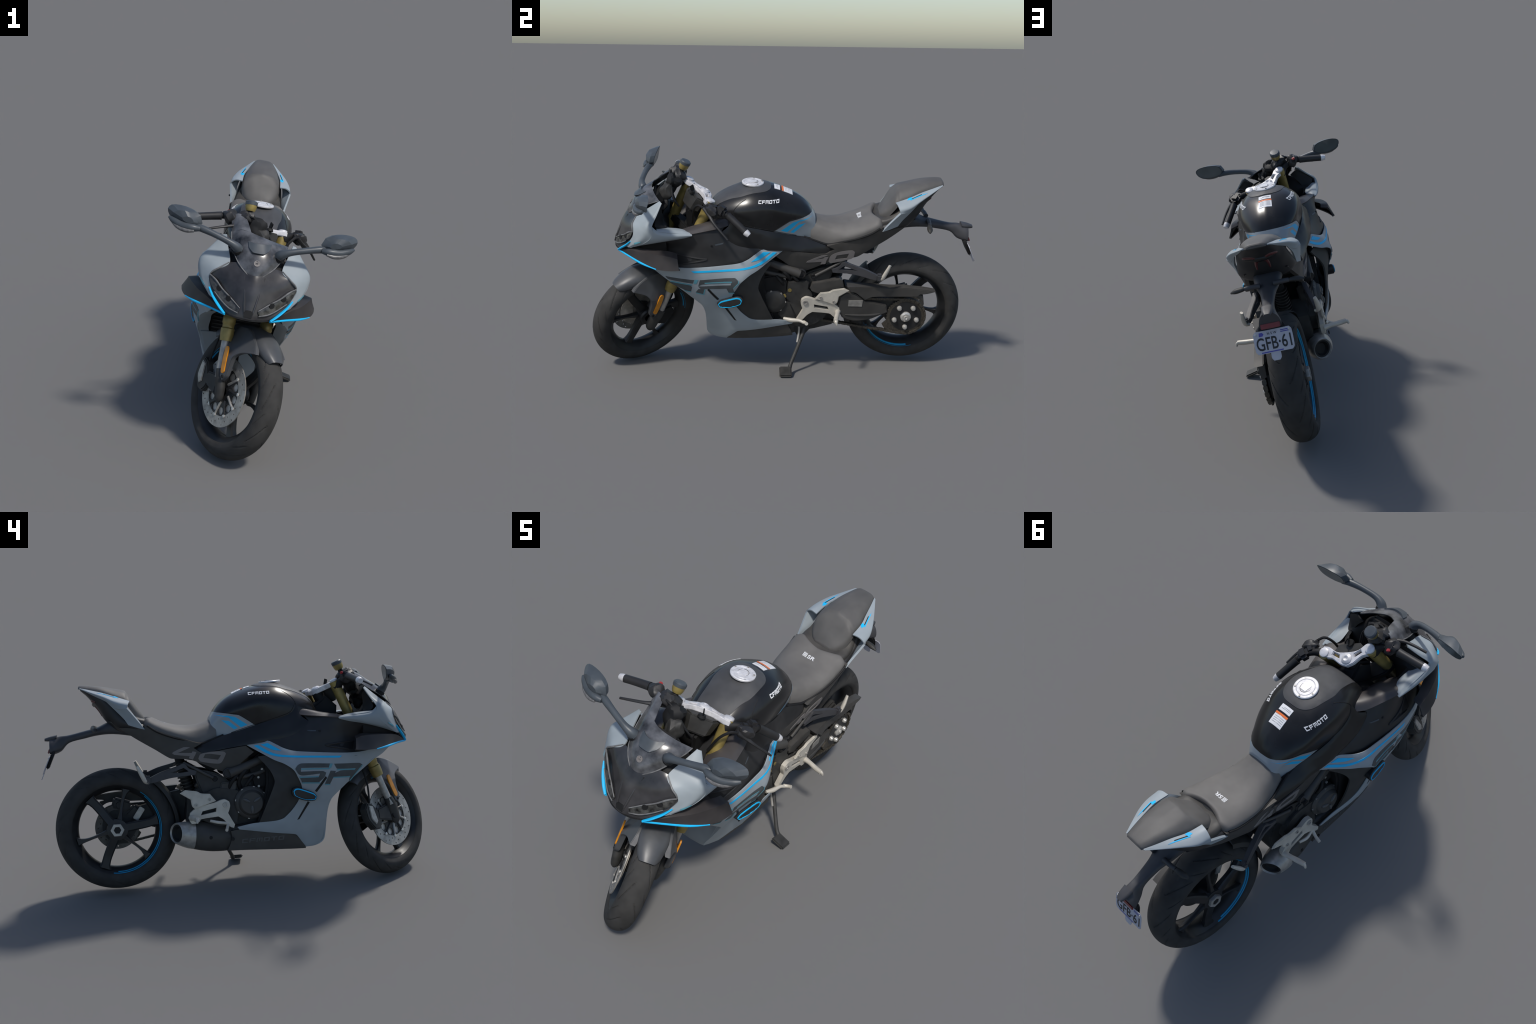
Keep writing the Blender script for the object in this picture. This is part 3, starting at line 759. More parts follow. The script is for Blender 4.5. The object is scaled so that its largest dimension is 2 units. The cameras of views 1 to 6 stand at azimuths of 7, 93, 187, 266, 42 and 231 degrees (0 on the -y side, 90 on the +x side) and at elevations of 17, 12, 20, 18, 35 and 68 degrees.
# ================================================================== NOSE, CHEEKS, SCREEN
cheek = patch("cheek_panel", [
    [(.150, -.652, .992), (.135, -.70, .955), (.116, -.770, .903), (.160, -.790, .873), (.193, -.784, .832), (.178, -.803, .790), (.157, -.824, .750)],
    [(.155, -.649, .990), (.165, -.690, .951), (.172, -.744, .903), (.198, -.758, .872), (.214, -.762, .832), (.192, -.792, .788), (.162, -.820, .749)],
    [(.162, -.644, .988), (.198, -.675, .940), (.230, -.715, .900), (.243, -.722, .868), (.238, -.735, .830), (.212, -.772, .788), (.168, -.815, .749)],
    [(.164, -.640, .986), (.205, -.665, .935), (.240, -.686, .893), (.250, -.68, .862), (.244, -.70, .825), (.220, -.745, .788), (.175, -.805, .750)],
], M_grey, .006, 6, 6)
patch("cheek_panel", [
    [(.240, -.686, .893), (.250, -.682, .864), (.246, -.700, .826), (.222, -.742, .788), (.178, -.802, .751)],
    [(.238, -.655, .868), (.250, -.648, .852), (.247, -.655, .828), (.230, -.680, .800), (.205, -.72, .780)],
    [(.232, -.59, .862), (.247, -.585, .848), (.246, -.590, .832), (.238, -.605, .818), (.226, -.63, .806)],
    [(.225, -.53, .856), (.241, -.525, .848), (.241, -.528, .838), (.237, -.535, .832), (.231, -.545, .824)],
    [(.225, -.492, .847), (.235, -.490, .845), (.236, -.491, .842), (.234, -.493, .839), (.231, -.496, .837)],
], M_grey, .006, 6, 5)
# flat top of the cheek's rear tongue
patch("cheek_ledge", [
    [(.242, -.66, .866), (.225, -.665, .872), (.195, -.665, .868)],
    [(.240, -.60, .860), (.215, -.60, .867), (.180, -.60, .862)],
    [(.236, -.54, .853), (.212, -.54, .860), (.178, -.545, .855)],
    [(.233, -.493, .846), (.222, -.50, .851), (.205, -.505, .850)],
], M_grey, .006)
nose = hloft("nose_cowl", [
    (0, [(0, 0)] * 7)][:0] or [
    (.0, [(0., 0.)] * 2)], M_nose) if False else None
rows = [
    [(0, -.800, .918), (.05, -.793, .915), (.085, -.778, .912), (.110, -.768, .905), (.118, -.766, .903)],
    [(0, -.832, .880), (.042, -.819, .882), (.10, -.797, .880), (.140, -.788, .876), (.158, -.786, .874)],
    [(0, -.858, .835), (.038, -.848, .838), (.10, -.822, .842), (.155, -.796, .846), (.190, -.782, .838)],
    [(0, -.877, .788), (.034, -.868, .790), (.09, -.844, .794), (.150, -.808, .806), (.186, -.790, .812)],
    [(0, -.892, .742), (.030, -.884, .745), (.075, -.865, .752), (.135, -.826, .776), (.176, -.802, .790)],
    [(0, -.899, .716), (.028, -.893, .716), (.062, -.880, .718), (.118, -.846, .742), (.165, -.815, .764)],
    [(0, -.895, .703), (.028, -.890, .702), (.070, -.876, .702), (.108, -.857, .714), (.158, -.822, .750)],
    [(0, -.85, .700), (.035, -.85, .700), (.070, -.845, .700), (.105, -.83, .708), (.150, -.80, .742)],
]
full = [[(-a, b, h) for a, b, h in r[:0:-1]] + r for r in rows]
patch("nose_cowl", full, M_nose, .006, 5, 4, sides=(1,))
# raised centre ridge
for s in SYM:
    sweep("nose_ridge", [(s * .044, -.821, .876), (s * .032, -.853, .82), (s * .024, -.880, .765), (s * .016, -.896, .722)], [.003, .005, .005, .004], M_nose, 8, 5)
# headlights: long slanted lenses above the blue light strips, pale trim round them
for s in SYM:
    prof = patch("headlight", [
        [(s * .048, -0.8905, .728), (s * .040, -0.8885, .742), (s * .046, -0.8820, .752)],
        [(s * .085, -0.8740, .738), (s * .080, -0.8688, .758), (s * .085, -0.8591, .774)],
        [(s * .122, -0.8499, .758), (s * .122, -0.8421, .780), (s * .126, -0.8334, .798)],
        [(s * .158, -0.8242, .784), (s * .160, -0.8168, .806), (s * .160, -0.8094, .824)],
        [(s * .182, -0.8030, .806), (s * .187, -0.7956, .824), (s * .188, -0.7892, .838)],
    ], M_lens, .004, 6, 5, sides=(1,))
    for t in (.34, .68):
        c = V([s * (.048 + .138 * t), -.8905 + .092 * t, .744 + .082 * t])
        lathe("headlight_projector", [(0, 0), (0, .013), (.0015, .0125), (.0005, .006), (.002, 0)], c, (s * .5, -0.8444, .15), M_dark, 14, prof[0])
    sweep("headlight_trim", [(s * .040, -0.8890, .748), (s * .085, -0.8614, .777), (s * .127, -0.8347, .801), (s * .161, -0.8104, .828), (s * .189, -0.7892, .841)], [.002, .003, .0035, .004, .003], M_trim, 8, 5, prof[0])
    sweep("headlight_trim", [(s * .118, -0.7710, .905), (s * .158, -0.7892, .876), (s * .180, -0.7883, .858), (s * .190, -0.7874, .842)], [.002, .004, .004, .003], M_trim, 8, 5, prof[0])
    sweep("headlight_trim", [(s * .045, -0.8925, .726), (s * .085, -0.8760, .735), (s * .122, -0.8518, .754), (s * .158, -0.8260, .780)], [.002, .003, .003, .002], M_trim, 8, 5, prof[0])
    sweep("light_strip", [(s * .100, -.872, .706), (s * .128, -.854, .728), (s * .160, -.827, .757), (s * .184, -.801, .788)], [.006, .0075, .007, .004], M_blue, 8, 5, flat=(1, .7))
# air intake notch at the chin
prism("nose_intake", [(-.016, .716), (.016, .716), (.020, .737), (.010, .745), (-.010, .745), (-.020, .737)], -.004, .004, M_dark, bev=.001, frame=lambda a, x, y: (x, -.898 + a + (y - .716) * .25, y))
# chin under the nose
patch("nose_chin", [[(-.10, -.862, .702), (-.05, -.89, .700), (0, -.898, .700), (.05, -.89, .700), (.10, -.862, .702)],
                    [(-.13, -.78, .690), (-.06, -.79, .685), (0, -.80, .683), (.06, -.79, .685), (.13, -.78, .690)],
                    [(-.15, -.66, .70), (-.07, -.66, .71), (0, -.66, .715), (.07, -.66, .71), (.15, -.66, .70)]], M_dark, .006, sides=(1,))
# winglets
wing = patch("winglet", [
    [(.104, -.867, .708), (.102, -.869, .706), (.100, -.870, .704), (.096, -.864, .701)],
    [(.155, -.800, .744), (.176, -.806, .738), (.175, -.806, .702), (.156, -.800, .696)],
    [(.190, -.735, .752), (.232, -.736, .748), (.238, -.738, .692), (.216, -.730, .688)],
    [(.215, -.66, .756), (.266, -.662, .752), (.284, -.667, .682), (.264, -.655, .680)],
    [(.242, -.60, .760), (.283, -.600, .750), (.304, -.605, .682), (.288, -.595, .678)],
    [(.242, -.565, .748), (.284, -.562, .738), (.310, -.554, .686), (.298, -.550, .682)],
], M_wing, .008, 5, 4, crisp=True, sharp=28)
for s in SYM:
    patch("winglet_step", [[(s * .235, -.70, .742), (s * .245, -.70, .722)], [(s * .279, -.60, .736), (s * .288, -.60, .712)], [(s * .286, -.585, .722), (s * .290, -.585, .712)]], M_wing, .006, 3, 3, sides=(1,), crisp=True)
for s in SYM:
    sweep("winglet_edge", [(s * .099, -.870, .703), (s * .171, -.808, .700), (s * .236, -.740, .690), (s * .283, -.668, .681)], [.005, .0055, .0055, .003], M_blue, 8, 6)
# small name on the cheek
for s in SYM:
    sweep("cheek_flash", [(s * .232, -.745, .806), (s * .212, -.772, .790), (s * .205, -.78, .784)], [.002, .006, .003], M_teal, 6, 4, flat=(.4, 1))

screen_rows = [
    [(-.018, -.829, .871), (-.008, -.833, .870), (0, -.834, .870), (.008, -.833, .870), (.018, -.829, .871)],
    [(-.062, -.803, .900), (-.03, -.818, .902), (0, -.823, .902), (.03, -.818, .902), (.062, -.803, .900)],
    [(-.090, -.772, .925), (-.05, -.795, .935), (0, -.803, .938), (.05, -.795, .935), (.090, -.772, .925)],
    [(-.108, -.735, .950), (-.06, -.765, .968), (0, -.778, .973), (.06, -.765, .968), (.108, -.735, .950)],
    [(-.122, -.69, .975), (-.07, -.725, .998), (0, -.742, 1.004), (.07, -.722, .995), (.126, -.69, .972)],
    [(-.130, -.645, 1.005), (-.085, -.67, 1.032), (-.01, -.70, 1.024), (.065, -.685, 1.004), (.130, -.655, .985)],
]
screen = patch("windscreen", screen_rows, M_screen, .004, 5, 5, sides=(1,))
edge_pts = [r[0] for r in screen_rows[::-1]] + [(0, -.8355, .8685)] + [r[-1] for r in screen_rows]
sweep("screen_edge", edge_pts, .0025, M_trim, 6, 4, screen[0])
# upper right of the screen that reaches up to the brake reservoir
patch("windscreen", [
    [(-.128, -.65, 1.000), (-.09, -.672, 1.030), (-.045, -.690, 1.030)],
    [(-.135, -.61, 1.030), (-.10, -.63, 1.058), (-.060, -.650, 1.052)],
    [(-.140, -.58, 1.055), (-.115, -.59, 1.078), (-.080, -.600, 1.075)],
], M_screen, .004, 4, 4, sides=(1,))
patch("screen_shield", [[(-.052, -.738, 1.004), (-.02, -.755, 1.004), (.02, -.752, 1.004), (.052, -.728, 1.004)],
                       [(-.045, -.765, .985), (-.02, -.778, .982), (.02, -.778, .982), (.045, -.760, .985)],
                       [(-.030, -.785, .975), (-.02, -.790, .972), (.02, -.790, .972), (.032, -.780, .975)]], M_mirror, .008, 4, 4, sides=(1,))
lathe("nose_emblem", [(0, .0), (0, .010), (.002, .0105), (.002, .0135), (0, .0135), (-.002, .01)], (0, -.8075, .931), (0, -.83, .55), M_letter, 28)
block("nose_emblem", (0, -.8085, .934), (.012, .002, .002), M_letter, .0004)
block("nose_emblem", (0, -.8095, .929), (.012, .002, .002), M_letter, .0004)
# inner walls of the cowl behind the cheeks
patch("cowl_lining", [
    [(.150, -.648, .972), (.130, -.645, .962), (.110, -.645, .950)],
    [(.192, -.662, .930), (.168, -.650, .920), (.145, -.640, .908)],
    [(.224, -.672, .890), (.195, -.645, .880), (.165, -.625, .868)],
    [(.205, -.650, .862), (.185, -.595, .854), (.160, -.560, .846)],
], M_dark, .006)
# dash and dark lining behind the nose
block("dashboard", (-.015, -.668, .962), (.17, .04, .075), M_dark, .015, rot=(math.radians(35), 0, 0))
hloft("nose_lining", [
    (-.80, [(0, .86), (.06, .86), (.11, .85), (.14, .82), (.14, .74), (.06, .71), (0, .71)]),
    (-.74, [(0, .91), (.07, .92), (.12, .90), (.18, .84), (.17, .73), (.06, .71), (0, .71)]),
    (-.68, [(0, .90), (.07, .93), (.13, .92), (.20, .84), (.18, .73), (.06, .72), (0, .72)]),
    (-.62, [(0, .80), (.07, .82), (.15, .87), (.21, .84), (.19, .73), (.06, .72), (0, .72)]),
], M_dark, 3, 4, closed=True)

# ================================================================== MIRRORS
for s in SYM:
    mbase = V([s * .102, -.757, .975])
    stalk = sweep("mirror_stalk", [mbase + V([-s * .012, .01, -.014]), mbase, V([s * .135, -.762, .992]), V([s * .20, -.752, 1.010]), V([s * .262, -.737, 1.022]), V([s * .300, -.722, 1.022])], [.024, .021, .015, .014, .016, .013], M_mirror, 12, 5)
    lathe("mirror_foot", [(0, 0), (0, .026), (.012, .024), (.018, .014), (.018, 0)], mbase + V([-s * .01, .012, -.02]), (s * .3, -.5, .8), M_dark, 18, stalk)
    # housing: an angular shell that opens backwards, lamp moulded into its lower front edge
    def ring(pts): return [V([s * (a - .008), b, h - .007]) for a, b, h in pts]
    rim_ = [(.278, -.712, 1.050), (.292, -.704, 1.082), (.330, -.694, 1.097), (.375, -.688, 1.102), (.414, -.684, 1.096), (.428, -.690, 1.078), (.418, -.693, 1.052), (.390, -.697, 1.034), (.340, -.705, 1.025), (.296, -.712, 1.030)]
    rim2 = [(a * .96 + .004 * .35, b - .022, h * .96 + .04 * 1.062) for a, b, h in rim_]
    mid = [(.288, -.738, 1.050), (.300, -.738, 1.072), (.325, -.738, 1.088), (.352, -.738, 1.094), (.382, -.732, 1.088), (.400, -.726, 1.074), (.394, -.726, 1.056), (.370, -.734, 1.042), (.330, -.742, 1.034), (.300, -.744, 1.038)]
    apex = [(.306, -.752, 1.053), (.312, -.752, 1.064), (.322, -.754, 1.072), (.335, -.754, 1.074), (.350, -.752, 1.070), (.358, -.750, 1.064), (.354, -.750, 1.056), (.344, -.752, 1.050), (.326, -.754, 1.046), (.312, -.754, 1.048)]
    RG = [cr(ring(r), 2, True) if r is rim_ else lin(ring(r) + [ring(r)[0]], 2)[:-1] for r in (rim_, rim2, mid, apex)]
    n = len(RG[0]); ve = [q for r in RG for q in r]
    house = mk("mirror_housing", ve, grid_faces(4, n, closed_c=True) + [tuple(range(n)), tuple(3 * n + k for k in range(n))[::-1]], M_mirror, None, 22)
    c0 = sum(RG[0], V([0., 0, 0])) / n
    g = [c0 + (q - c0) * .92 + V([0, .0015, 0]) for q in RG[0]]; gb = [q + V([0, -.004, 0]) for q in g]
    mk("mirror_glass", g + gb, grid_faces(2, n, closed_c=True) + [tuple(range(n)), tuple(n + k for k in range(n))[::-1]], M_glass, house)
    sweep("mirror_lamp", [(s * .268, -.748, 1.022), (s * .300, -.752, 1.022), (s * .345, -.742, 1.022), (s * .385, -.725, 1.032), (s * .408, -.712, 1.042)], [.013, .019, .020, .016, .007], M_mirror, 10, 5, flat=(.9, .9))
    sweep("mirror_lamp", [(s * .290, -.766, 1.012), (s * .325, -.760, 1.008), (s * .365, -.744, 1.014), (s * .398, -.722, 1.030)], [.006, .011, .011, .004], M_lamp, 10, 5, flat=(.9, .9))

# ================================================================== WHEELS
def wheel(frame, R, W, disc_side, crown, tread_seed, rim_r, hub_w, blue_arc, rear):
    """frame(lat, x, y) -> bike frame, with the axle on the lateral axis."""
    # tyre: rounded section with slanted sweeping grooves pressed into a fine mesh
    n_s, n_p = 560, 56
    ph = np.linspace(-1, 1, n_p)
    prof = []
    for p in ph:  # outer skin from bead to bead
        q = abs(p)
        ang = q * math.radians(97)
        lat = W / 2 * math.sin(min(ang, math.pi / 2)) if q < .93 else W / 2 * (1 - (q - .93) * 1.5)
        r = R - crown + crown * math.cos(min(ang, math.pi / 2)) if ang < math.pi / 2 else R - crown - (ang - math.pi / 2) * .16
        prof.append((math.copysign(lat, p), r))
    per = 2 * math.pi * R; NP = 10; P = per / NP; ve = []
    def tube_r(lat, r, p, k):
        s = per * k / n_s; d = 0.
        q = abs(p)
        if .06 < q < .80:
            off = (0 if p > 0 else P / 2)
            for base, curve, lo, hi in ((0, .150, .10, .66), (P * .5, .110, .40, .84)):
                if lo < q < hi:
                    c = off + base + curve * (q ** 1.3) / .6
                    dd = (s - c + P / 2) % P - P / 2
                    wdt = .0046 * min(1, (q - lo) / .12, (hi - q) / .12 + .25)
                    if abs(dd) < wdt * 1.6: d = max(d, .0055 * (1 - (abs(dd) / (wdt * 1.6)) ** 2))
        return r - d
    for k in range(n_s):
        t = 2 * math.pi * k / n_s; c, sn = math.cos(t), math.sin(t)
        for (lat, r), p in zip(prof, ph):
            rr = tube_r(lat, r, p, k)
            ve.append(frame(lat, rr * c, rr * sn))
        ve.append(frame(W * .36, (rim_r + .004) * c, (rim_r + .004) * sn)); ve.append(frame(-W * .36, (rim_r + .004) * c, (rim_r + .004) * sn))
    F = grid_faces(n_s, n_p + 2, closed_c=True, closed_r=True)
    rimw = W * .40
    def L(prof, name, mat, n=96, parent=None):
        vv = []
        for k in range(n):
            t = 2 * math.pi * k / n; c, sn = math.cos(t), math.sin(t)
            vv += [frame(x, r * c, r * sn) for x, r in prof]
        return mk(name, vv, grid_faces(n, len(prof), closed_c=True, closed_r=True), mat, parent, 35)
    rim = L([(-rimw, rim_r + .016), (-rimw, rim_r + .006), (-rimw * .8, rim_r - .004), (-rimw * .45, rim_r - .021), (0, rim_r - .027), (rimw * .45, rim_r - .021), (rimw * .8, rim_r - .004), (rimw, rim_r + .006), (rimw, rim_r + .016),
             (rimw * .8, rim_r + .012), (0, rim_r + .0), (-rimw * .8, rim_r + .012)], "wheel", M_rim)
    mk("tyre", ve, F, M_tyre, rim, 60)
    hw = hub_w
    L([(-hw, .022), (-hw, .044), (-hw * .8, .050), (-hw * .4, .046), (hw * .4, .046), (hw * .8, .050), (hw, .044), (hw, .022)], "hub", M_rim, 48, rim)
    # six spokes, alternately broad and slim, curved a little along the rim
    for k in range(6):
        t0 = math.radians((49 if rear else 20) + 60 * k)
        broad = k % 2 == 0
        rr = np.linspace(.040, rim_r - .012, 9); sec = []
        u_of = lambda r: (r - .040) / (rim_r - .052)
        for j, r in enumerate(rr):
            u = j / 8
            ang = t0 + (.16 if broad else -.20) * u * (1 - u) * 1.2 + (0.02 if broad else -.06) * u
            wd = (.046 - .004 * u) if broad else (.030 - .016 * math.sin(math.pi * u) - .002 * u)
            if u > .8: wd += .022 * ((u - .8) / .2) ** 2
            lat0 = hw * .62 * (1 - u) ** 1.5 + rimw * .42 * u ** 2
            th = .020 - .006 * math.sin(math.pi * u)
            sec.append((r, ang, wd, th, lat0))
        vv = []
        for r, ang, wd, th, lat0 in sec:
            e = V([math.cos(ang), math.sin(ang)]); n = V([-e[1], e[0]])
            off = -.046 * (1 - .35 * u_of(r)) if rear else .0
            for x, y in ((-1, -.6), (-.7, -1), (.7, -1), (1, -.6), (1, .6), (.7, 1), (-.7, 1), (-1, .6)):
                q = e * r + n * x * wd / 2
                vv.append(frame(y * th * (1.0 if broad else .8) + off, q[0], q[1]))
        mk("spoke", vv, grid_faces(9, 8, closed_c=True) + [tuple(range(8))[::-1], tuple(64 + j for j in range(8))], M_rim, rim, 35)
    # blue tape arcs on the rim edge
    for sd in (1, -1):
        for r0, r1, a0, a1 in blue_arc[sd]:
            m = 40; vv = []
            for k in range(m + 1):
                t = math.radians(a0 + (a1 - a0) * k / m); c, sn = math.cos(t), math.sin(t)
                for r, x in ((r0, 0.0), (r1, 0.0), (r1, -.003), (r0, -.003)):
                    xx = sd * (rimw + .0022 + x - max(0, (rim_r + .007 - r)) * .9)
                    vv.append(frame(xx, r * c, r * sn))
            mk("rim_tape", vv, grid_faces(m + 1, 4, closed_c=True) + [(0, 1, 2, 3), tuple(4 * m + j for j in range(4))[::-1]], M_tape, rim, 30)
    return rim, L


def rear_frame(lat, x, y): return V([lat, .628 + x, .333 + y])
RR = .219
rear_wheel, LR = wheel(rear_frame, .307, .150, 0, .062, 1, RR, .060,
                       {-1: [(RR + .0005, RR + .0042, 124, 278), (RR - .0065, RR - .0025, 132, 272)], 1: [(RR + .004, RR + .012, 200, 285), (RR - .005, RR + .001, 205, 278)]}, True)
# mirror the arc on the far side: seen from the right the tape covers the front half of the rim
def front_frame(lat, x, y): return fork(lat, .030 + (-x), y)
FR = .216
front_wheel, LF = wheel(front_frame, .297, .116, 0, .052, 2, FR, .048,
                        {-1: [(FR + .006, FR + .0115, 92, 132), (FR - .003, FR + .003, 95, 125), (FR + .006, FR + .0105, 2, 62), (FR - .002, FR + .002, 5, 55)], 1: [(FR + .004, FR + .0105, 98, 160), (FR + .006, FR + .0105, 18, 60), (FR - .003, FR + .001, 22, 50)]}, False)

# front disc on the right, drilled, with its carrier
def ringhole(name, frame, lat, th, r0, r1, mat, holes, parent, n=72):
    out = [(r1 * math.cos(t), r1 * math.sin(t)) for t in np.linspace(0, 2 * math.pi, n, endpoint=False)]
    inn = [(r0 * math.cos(t), r0 * math.sin(t)) for t in np.linspace(0, 2 * math.pi, n, endpoint=False)]
    hs = [inn] + [[(cx + rr * math.cos(t), cy + rr * math.sin(t)) for t in np.linspace(0, 2 * math.pi, 8, endpoint=False)] for cx, cy, rr in holes]
    v2, f2 = fill(out, 1., hs)
    ve, fa, _ = slab(v2, f2, lambda q: frame(lat + th / 2, q[0], q[1]), lambda q: frame(lat - th / 2, q[0], q[1]))
    return mk(name, ve, fa, mat, parent, 30)
hl = []
for k in range(36):
    t = k * 2 * math.pi / 36; r = (.122, .136, .148)[k % 3]; hl.append((r * math.cos(t), r * math.sin(t), .0038))
ringhole("brake_disc", front_frame, -.066, .005, .108, .158, M_disc, hl, front_wheel)
for k in range(10):
    t = k * 2 * math.pi / 10
    sweep("disc_carrier", [(-.066, .045 * math.cos(t - .25), .045 * math.sin(t - .25)), (-.068, .08 * math.cos(t - .05), .08 * math.sin(t - .05)), (-.066, .112 * math.cos(t), .112 * math.sin(t))], [.008, .006, .007], M_rim if k % 2 else M_disc, 8, 3, front_wheel, front_frame)
    c = front_frame(-.068, .110 * math.cos(t), .110 * math.sin(t)); ax = front_frame(-1, 0, 0) - front_frame(0, 0, 0)
    lathe("disc_button", [(0, 0), (0, .008), (.004, .008), (.005, .004), (.005, 0)], c, ax, M_boltbright, 14, front_wheel)
ringhole("disc_hub", front_frame, -.064, .008, .022, .062, M_rim, [], front_wheel, 40)
ringhole("disc_spider", front_frame, -.0655, .004, .056, .113, M_rim, [(.086 * math.cos(k * .6283 + .3), .086 * math.sin(k * .6283 + .3), .0195) for k in range(10)] , front_wheel, 60)
ringhole("bright_backing_disc", front_frame, -.056, .004, .040, .116, M_bright, [], front_wheel, 60)
# rear disc, sprocket, hub nut
hl = [((.085 if k % 2 else .097) * math.cos(k * .2618), (.085 if k % 2 else .097) * math.sin(k * .2618), .0036) for k in range(24)]
ringhole("brake_disc", rear_frame, .034, .005, .070, .112, M_discdark, hl, rear_wheel)
teeth = []
for k in range(44 * 4):
    t = k * 2 * math.pi / (44 * 4); r = (.1000, .1045, .1045, .1000)[k % 4]; teeth.append((r * math.cos(t), r * math.sin(t)))
slots = []
for k in range(5):
    t = k * 2 * math.pi / 5 + math.radians(18 + 36)
    slots.append([(.076 * math.cos(t + d) if i < 5 else .048 * math.cos(t + d), .076 * math.sin(t + d) if i < 5 else .048 * math.sin(t + d)) for i, d in enumerate([-.36, -.18, 0, .18, .36, .22, 0, -.22])])
v2, f2 = fill(teeth, 1., slots)
ve, fa, _ = slab(v2, f2, lambda q: rear_frame(.128, *q), lambda q: rear_frame(.121, *q))
mk("sprocket", ve, fa, M_chain, rear_wheel, 30)
ringhole("sprocket_plate", rear_frame, .1275, .004, .028, .084, M_rim, [], rear_wheel, 48)
LR([(.088, .02), (.088, .075), (.112, .070), (.120, .066), (.120, .02)], "sprocket_carrier", M_rim, 48, rear_wheel)
for k in range(5):
    t = math.radians(90 - 36 + 72 * k + 18 - 18)
    c = rear_frame(.124, .062 * math.cos(t + math.radians(0)), .062 * math.sin(t))
    lathe("sprocket_bolt", [(0, 0), (0, .0135), (.012, .0135), (.020, .010), (.022, .004), (.022, 0)], c, (1, 0, 0), M_boltbright, 16, rear_wheel)
lathe("axle_nut", [(0, 0), (0, .029), (.018, .028), (.024, .020), (.024, .011), (.030, .010), (.030, .006), (.022, 0)], rear_frame(.120, 0, 0), (1, 0, 0), M_boltbright, 24, rear_wheel)
LR([(-.060, .018), (-.060, .034), (-.076, .036), (-.082, .034), (-.082, .019)], "axle_nut", M_steel, 6, rear_wheel)
LR([(-.055, .02), (-.055, .054), (-.064, .052), (-.066, .040), (-.066, .02)], "hub_cover", M_rim, 48, rear_wheel)
LR([(-.080, .0), (-.080, .017), (-.074, .017), (-.074, .0)], "axle_end", M_dark, 24, rear_wheel)

# chain: links along the two runs and round the rear sprocket, one mesh
cen = V([.628, .333]); fr_c = V([.190, .378]); r1, r2 = .1025, .066
d = fr_c - cen; D = np.linalg.norm(d); base = math.atan2(d[1], d[0]); al = math.acos((r1 - r2) / D)
pts = []
tA, tB = base - al, base + al   # tangent points
for t in np.linspace(tA, tA - (2 * math.pi - 2 * al), 60): pass
ang = np.linspace(base + al, base + 2 * math.pi - al, 80)
pts = [cen + r1 * V([math.cos(t), math.sin(t)]) for t in ang]
ang2 = np.linspace(base + 2 * math.pi - al, base + 2 * math.pi + al, 30)
pts += [fr_c + r2 * V([math.cos(t), math.sin(t)]) for t in ang2]
pts = V(pts + [pts[0]])
sl = np.r_[0, np.cumsum(np.linalg.norm(np.diff(pts, axis=0), axis=1))]
nl = int(sl[-1] / .0145); ve, fa = [], []
for k in range(nl):
    s0 = sl[-1] * k / nl; s1 = sl[-1] * (k + 1) / nl
    p = V([np.interp(s0, sl, pts[:, i]) for i in (0, 1)]); q = V([np.interp(s1, sl, pts[:, i]) for i in (0, 1)])
    e = (q - p) / np.linalg.norm(q - p); n = V([-e[1], e[0]]); p = p - e * .003; q = q + e * .003
    wl = .0105 if k % 2 else .0075
    m = len(ve)
    for c, sg in ((p, -1), (q, 1)):
        for nn, aa in ((-1, -1), (1, -1), (1, 1), (-1, 1)):
            z = c + n * nn * .0058; ve.append(V([.1245 + aa * wl, z[0], z[1]]))
    fa += [(m, m + 1, m + 2, m + 3), (m + 7, m + 6, m + 5, m + 4)] + [(m + i, m + (i + 1) % 4, m + 4 + (i + 1) % 4, m + 4 + i) for i in range(4)]
ch = mk("chain", ve, fa, M_chain, None, 30); ch["kind"] = "stuff"

# ================================================================== SWINGARM (single-sided, left)
swing = prism("swingarm", [(.255, .455), (.30, .505), (.36, .492), (.44, .450), (.525, .430), (.575, .420), (.64, .425), (.69, .395), (.705, .345), (.69, .285), (.64, .245), (.585, .245), (.545, .285), (.52, .322), (.482, .338), (.43, .318), (.345, .316), (.285, .345), (.245, .39)],
              .030, .112, M_engine, bev=.012, sub=3)[0]
taper = lambda a, x, y: (a + max(0, (.50 - x)) * .13 if a > .11 else a, x, y)
prism("swingarm_plate", [(.270, .470), (.300, .490), (.352, .478), (.404, .432), (.425, .428), (.52, .402), (.53, .36), (.482, .340), (.43, .322), (.345, .320), (.285, .345), (.262, .40)], .100, .138, M_panel, bev=.010, parent=swing, frame=taper)
sweep("swingarm_rib", [(.163, .30, .362), (.153, .38, .352), (.144, .45, .350), (.139, .49, .354)], [.004, .007, .007, .003], M_panel, 8, 4, swing)
prism("chain_guard", [(.305, .524), (.325, .492), (.351, .487), (.403, .440), (.441, .455), (.56, .457), (.679, .457), (.691, .469), (.73, .474), (.772, .486), (.73, .495), (.679, .502), (.60, .509), (.525, .510), (.437, .517)], .100, .146, M_panel, bev=.006, parent=swing, frame=lambda a, x, y: (a + max(0, .45 - x) * .16 if a > .12 else a, x, y))
prism("chain_guard", [(.42, .452), (.66, .455), (.70, .435), (.72, .40), (.71, .46), (.66, .468), (.43, .466)], .105, .137, M_panel, bev=.003, parent=swing)
prism("chain_guard", [(.505, .285), (.52, .262), (.57, .232), (.66, .222), (.63, .232), (.575, .246), (.545, .275), (.53, .31)], .116, .130, M_chain, bev=.002, parent=swing)
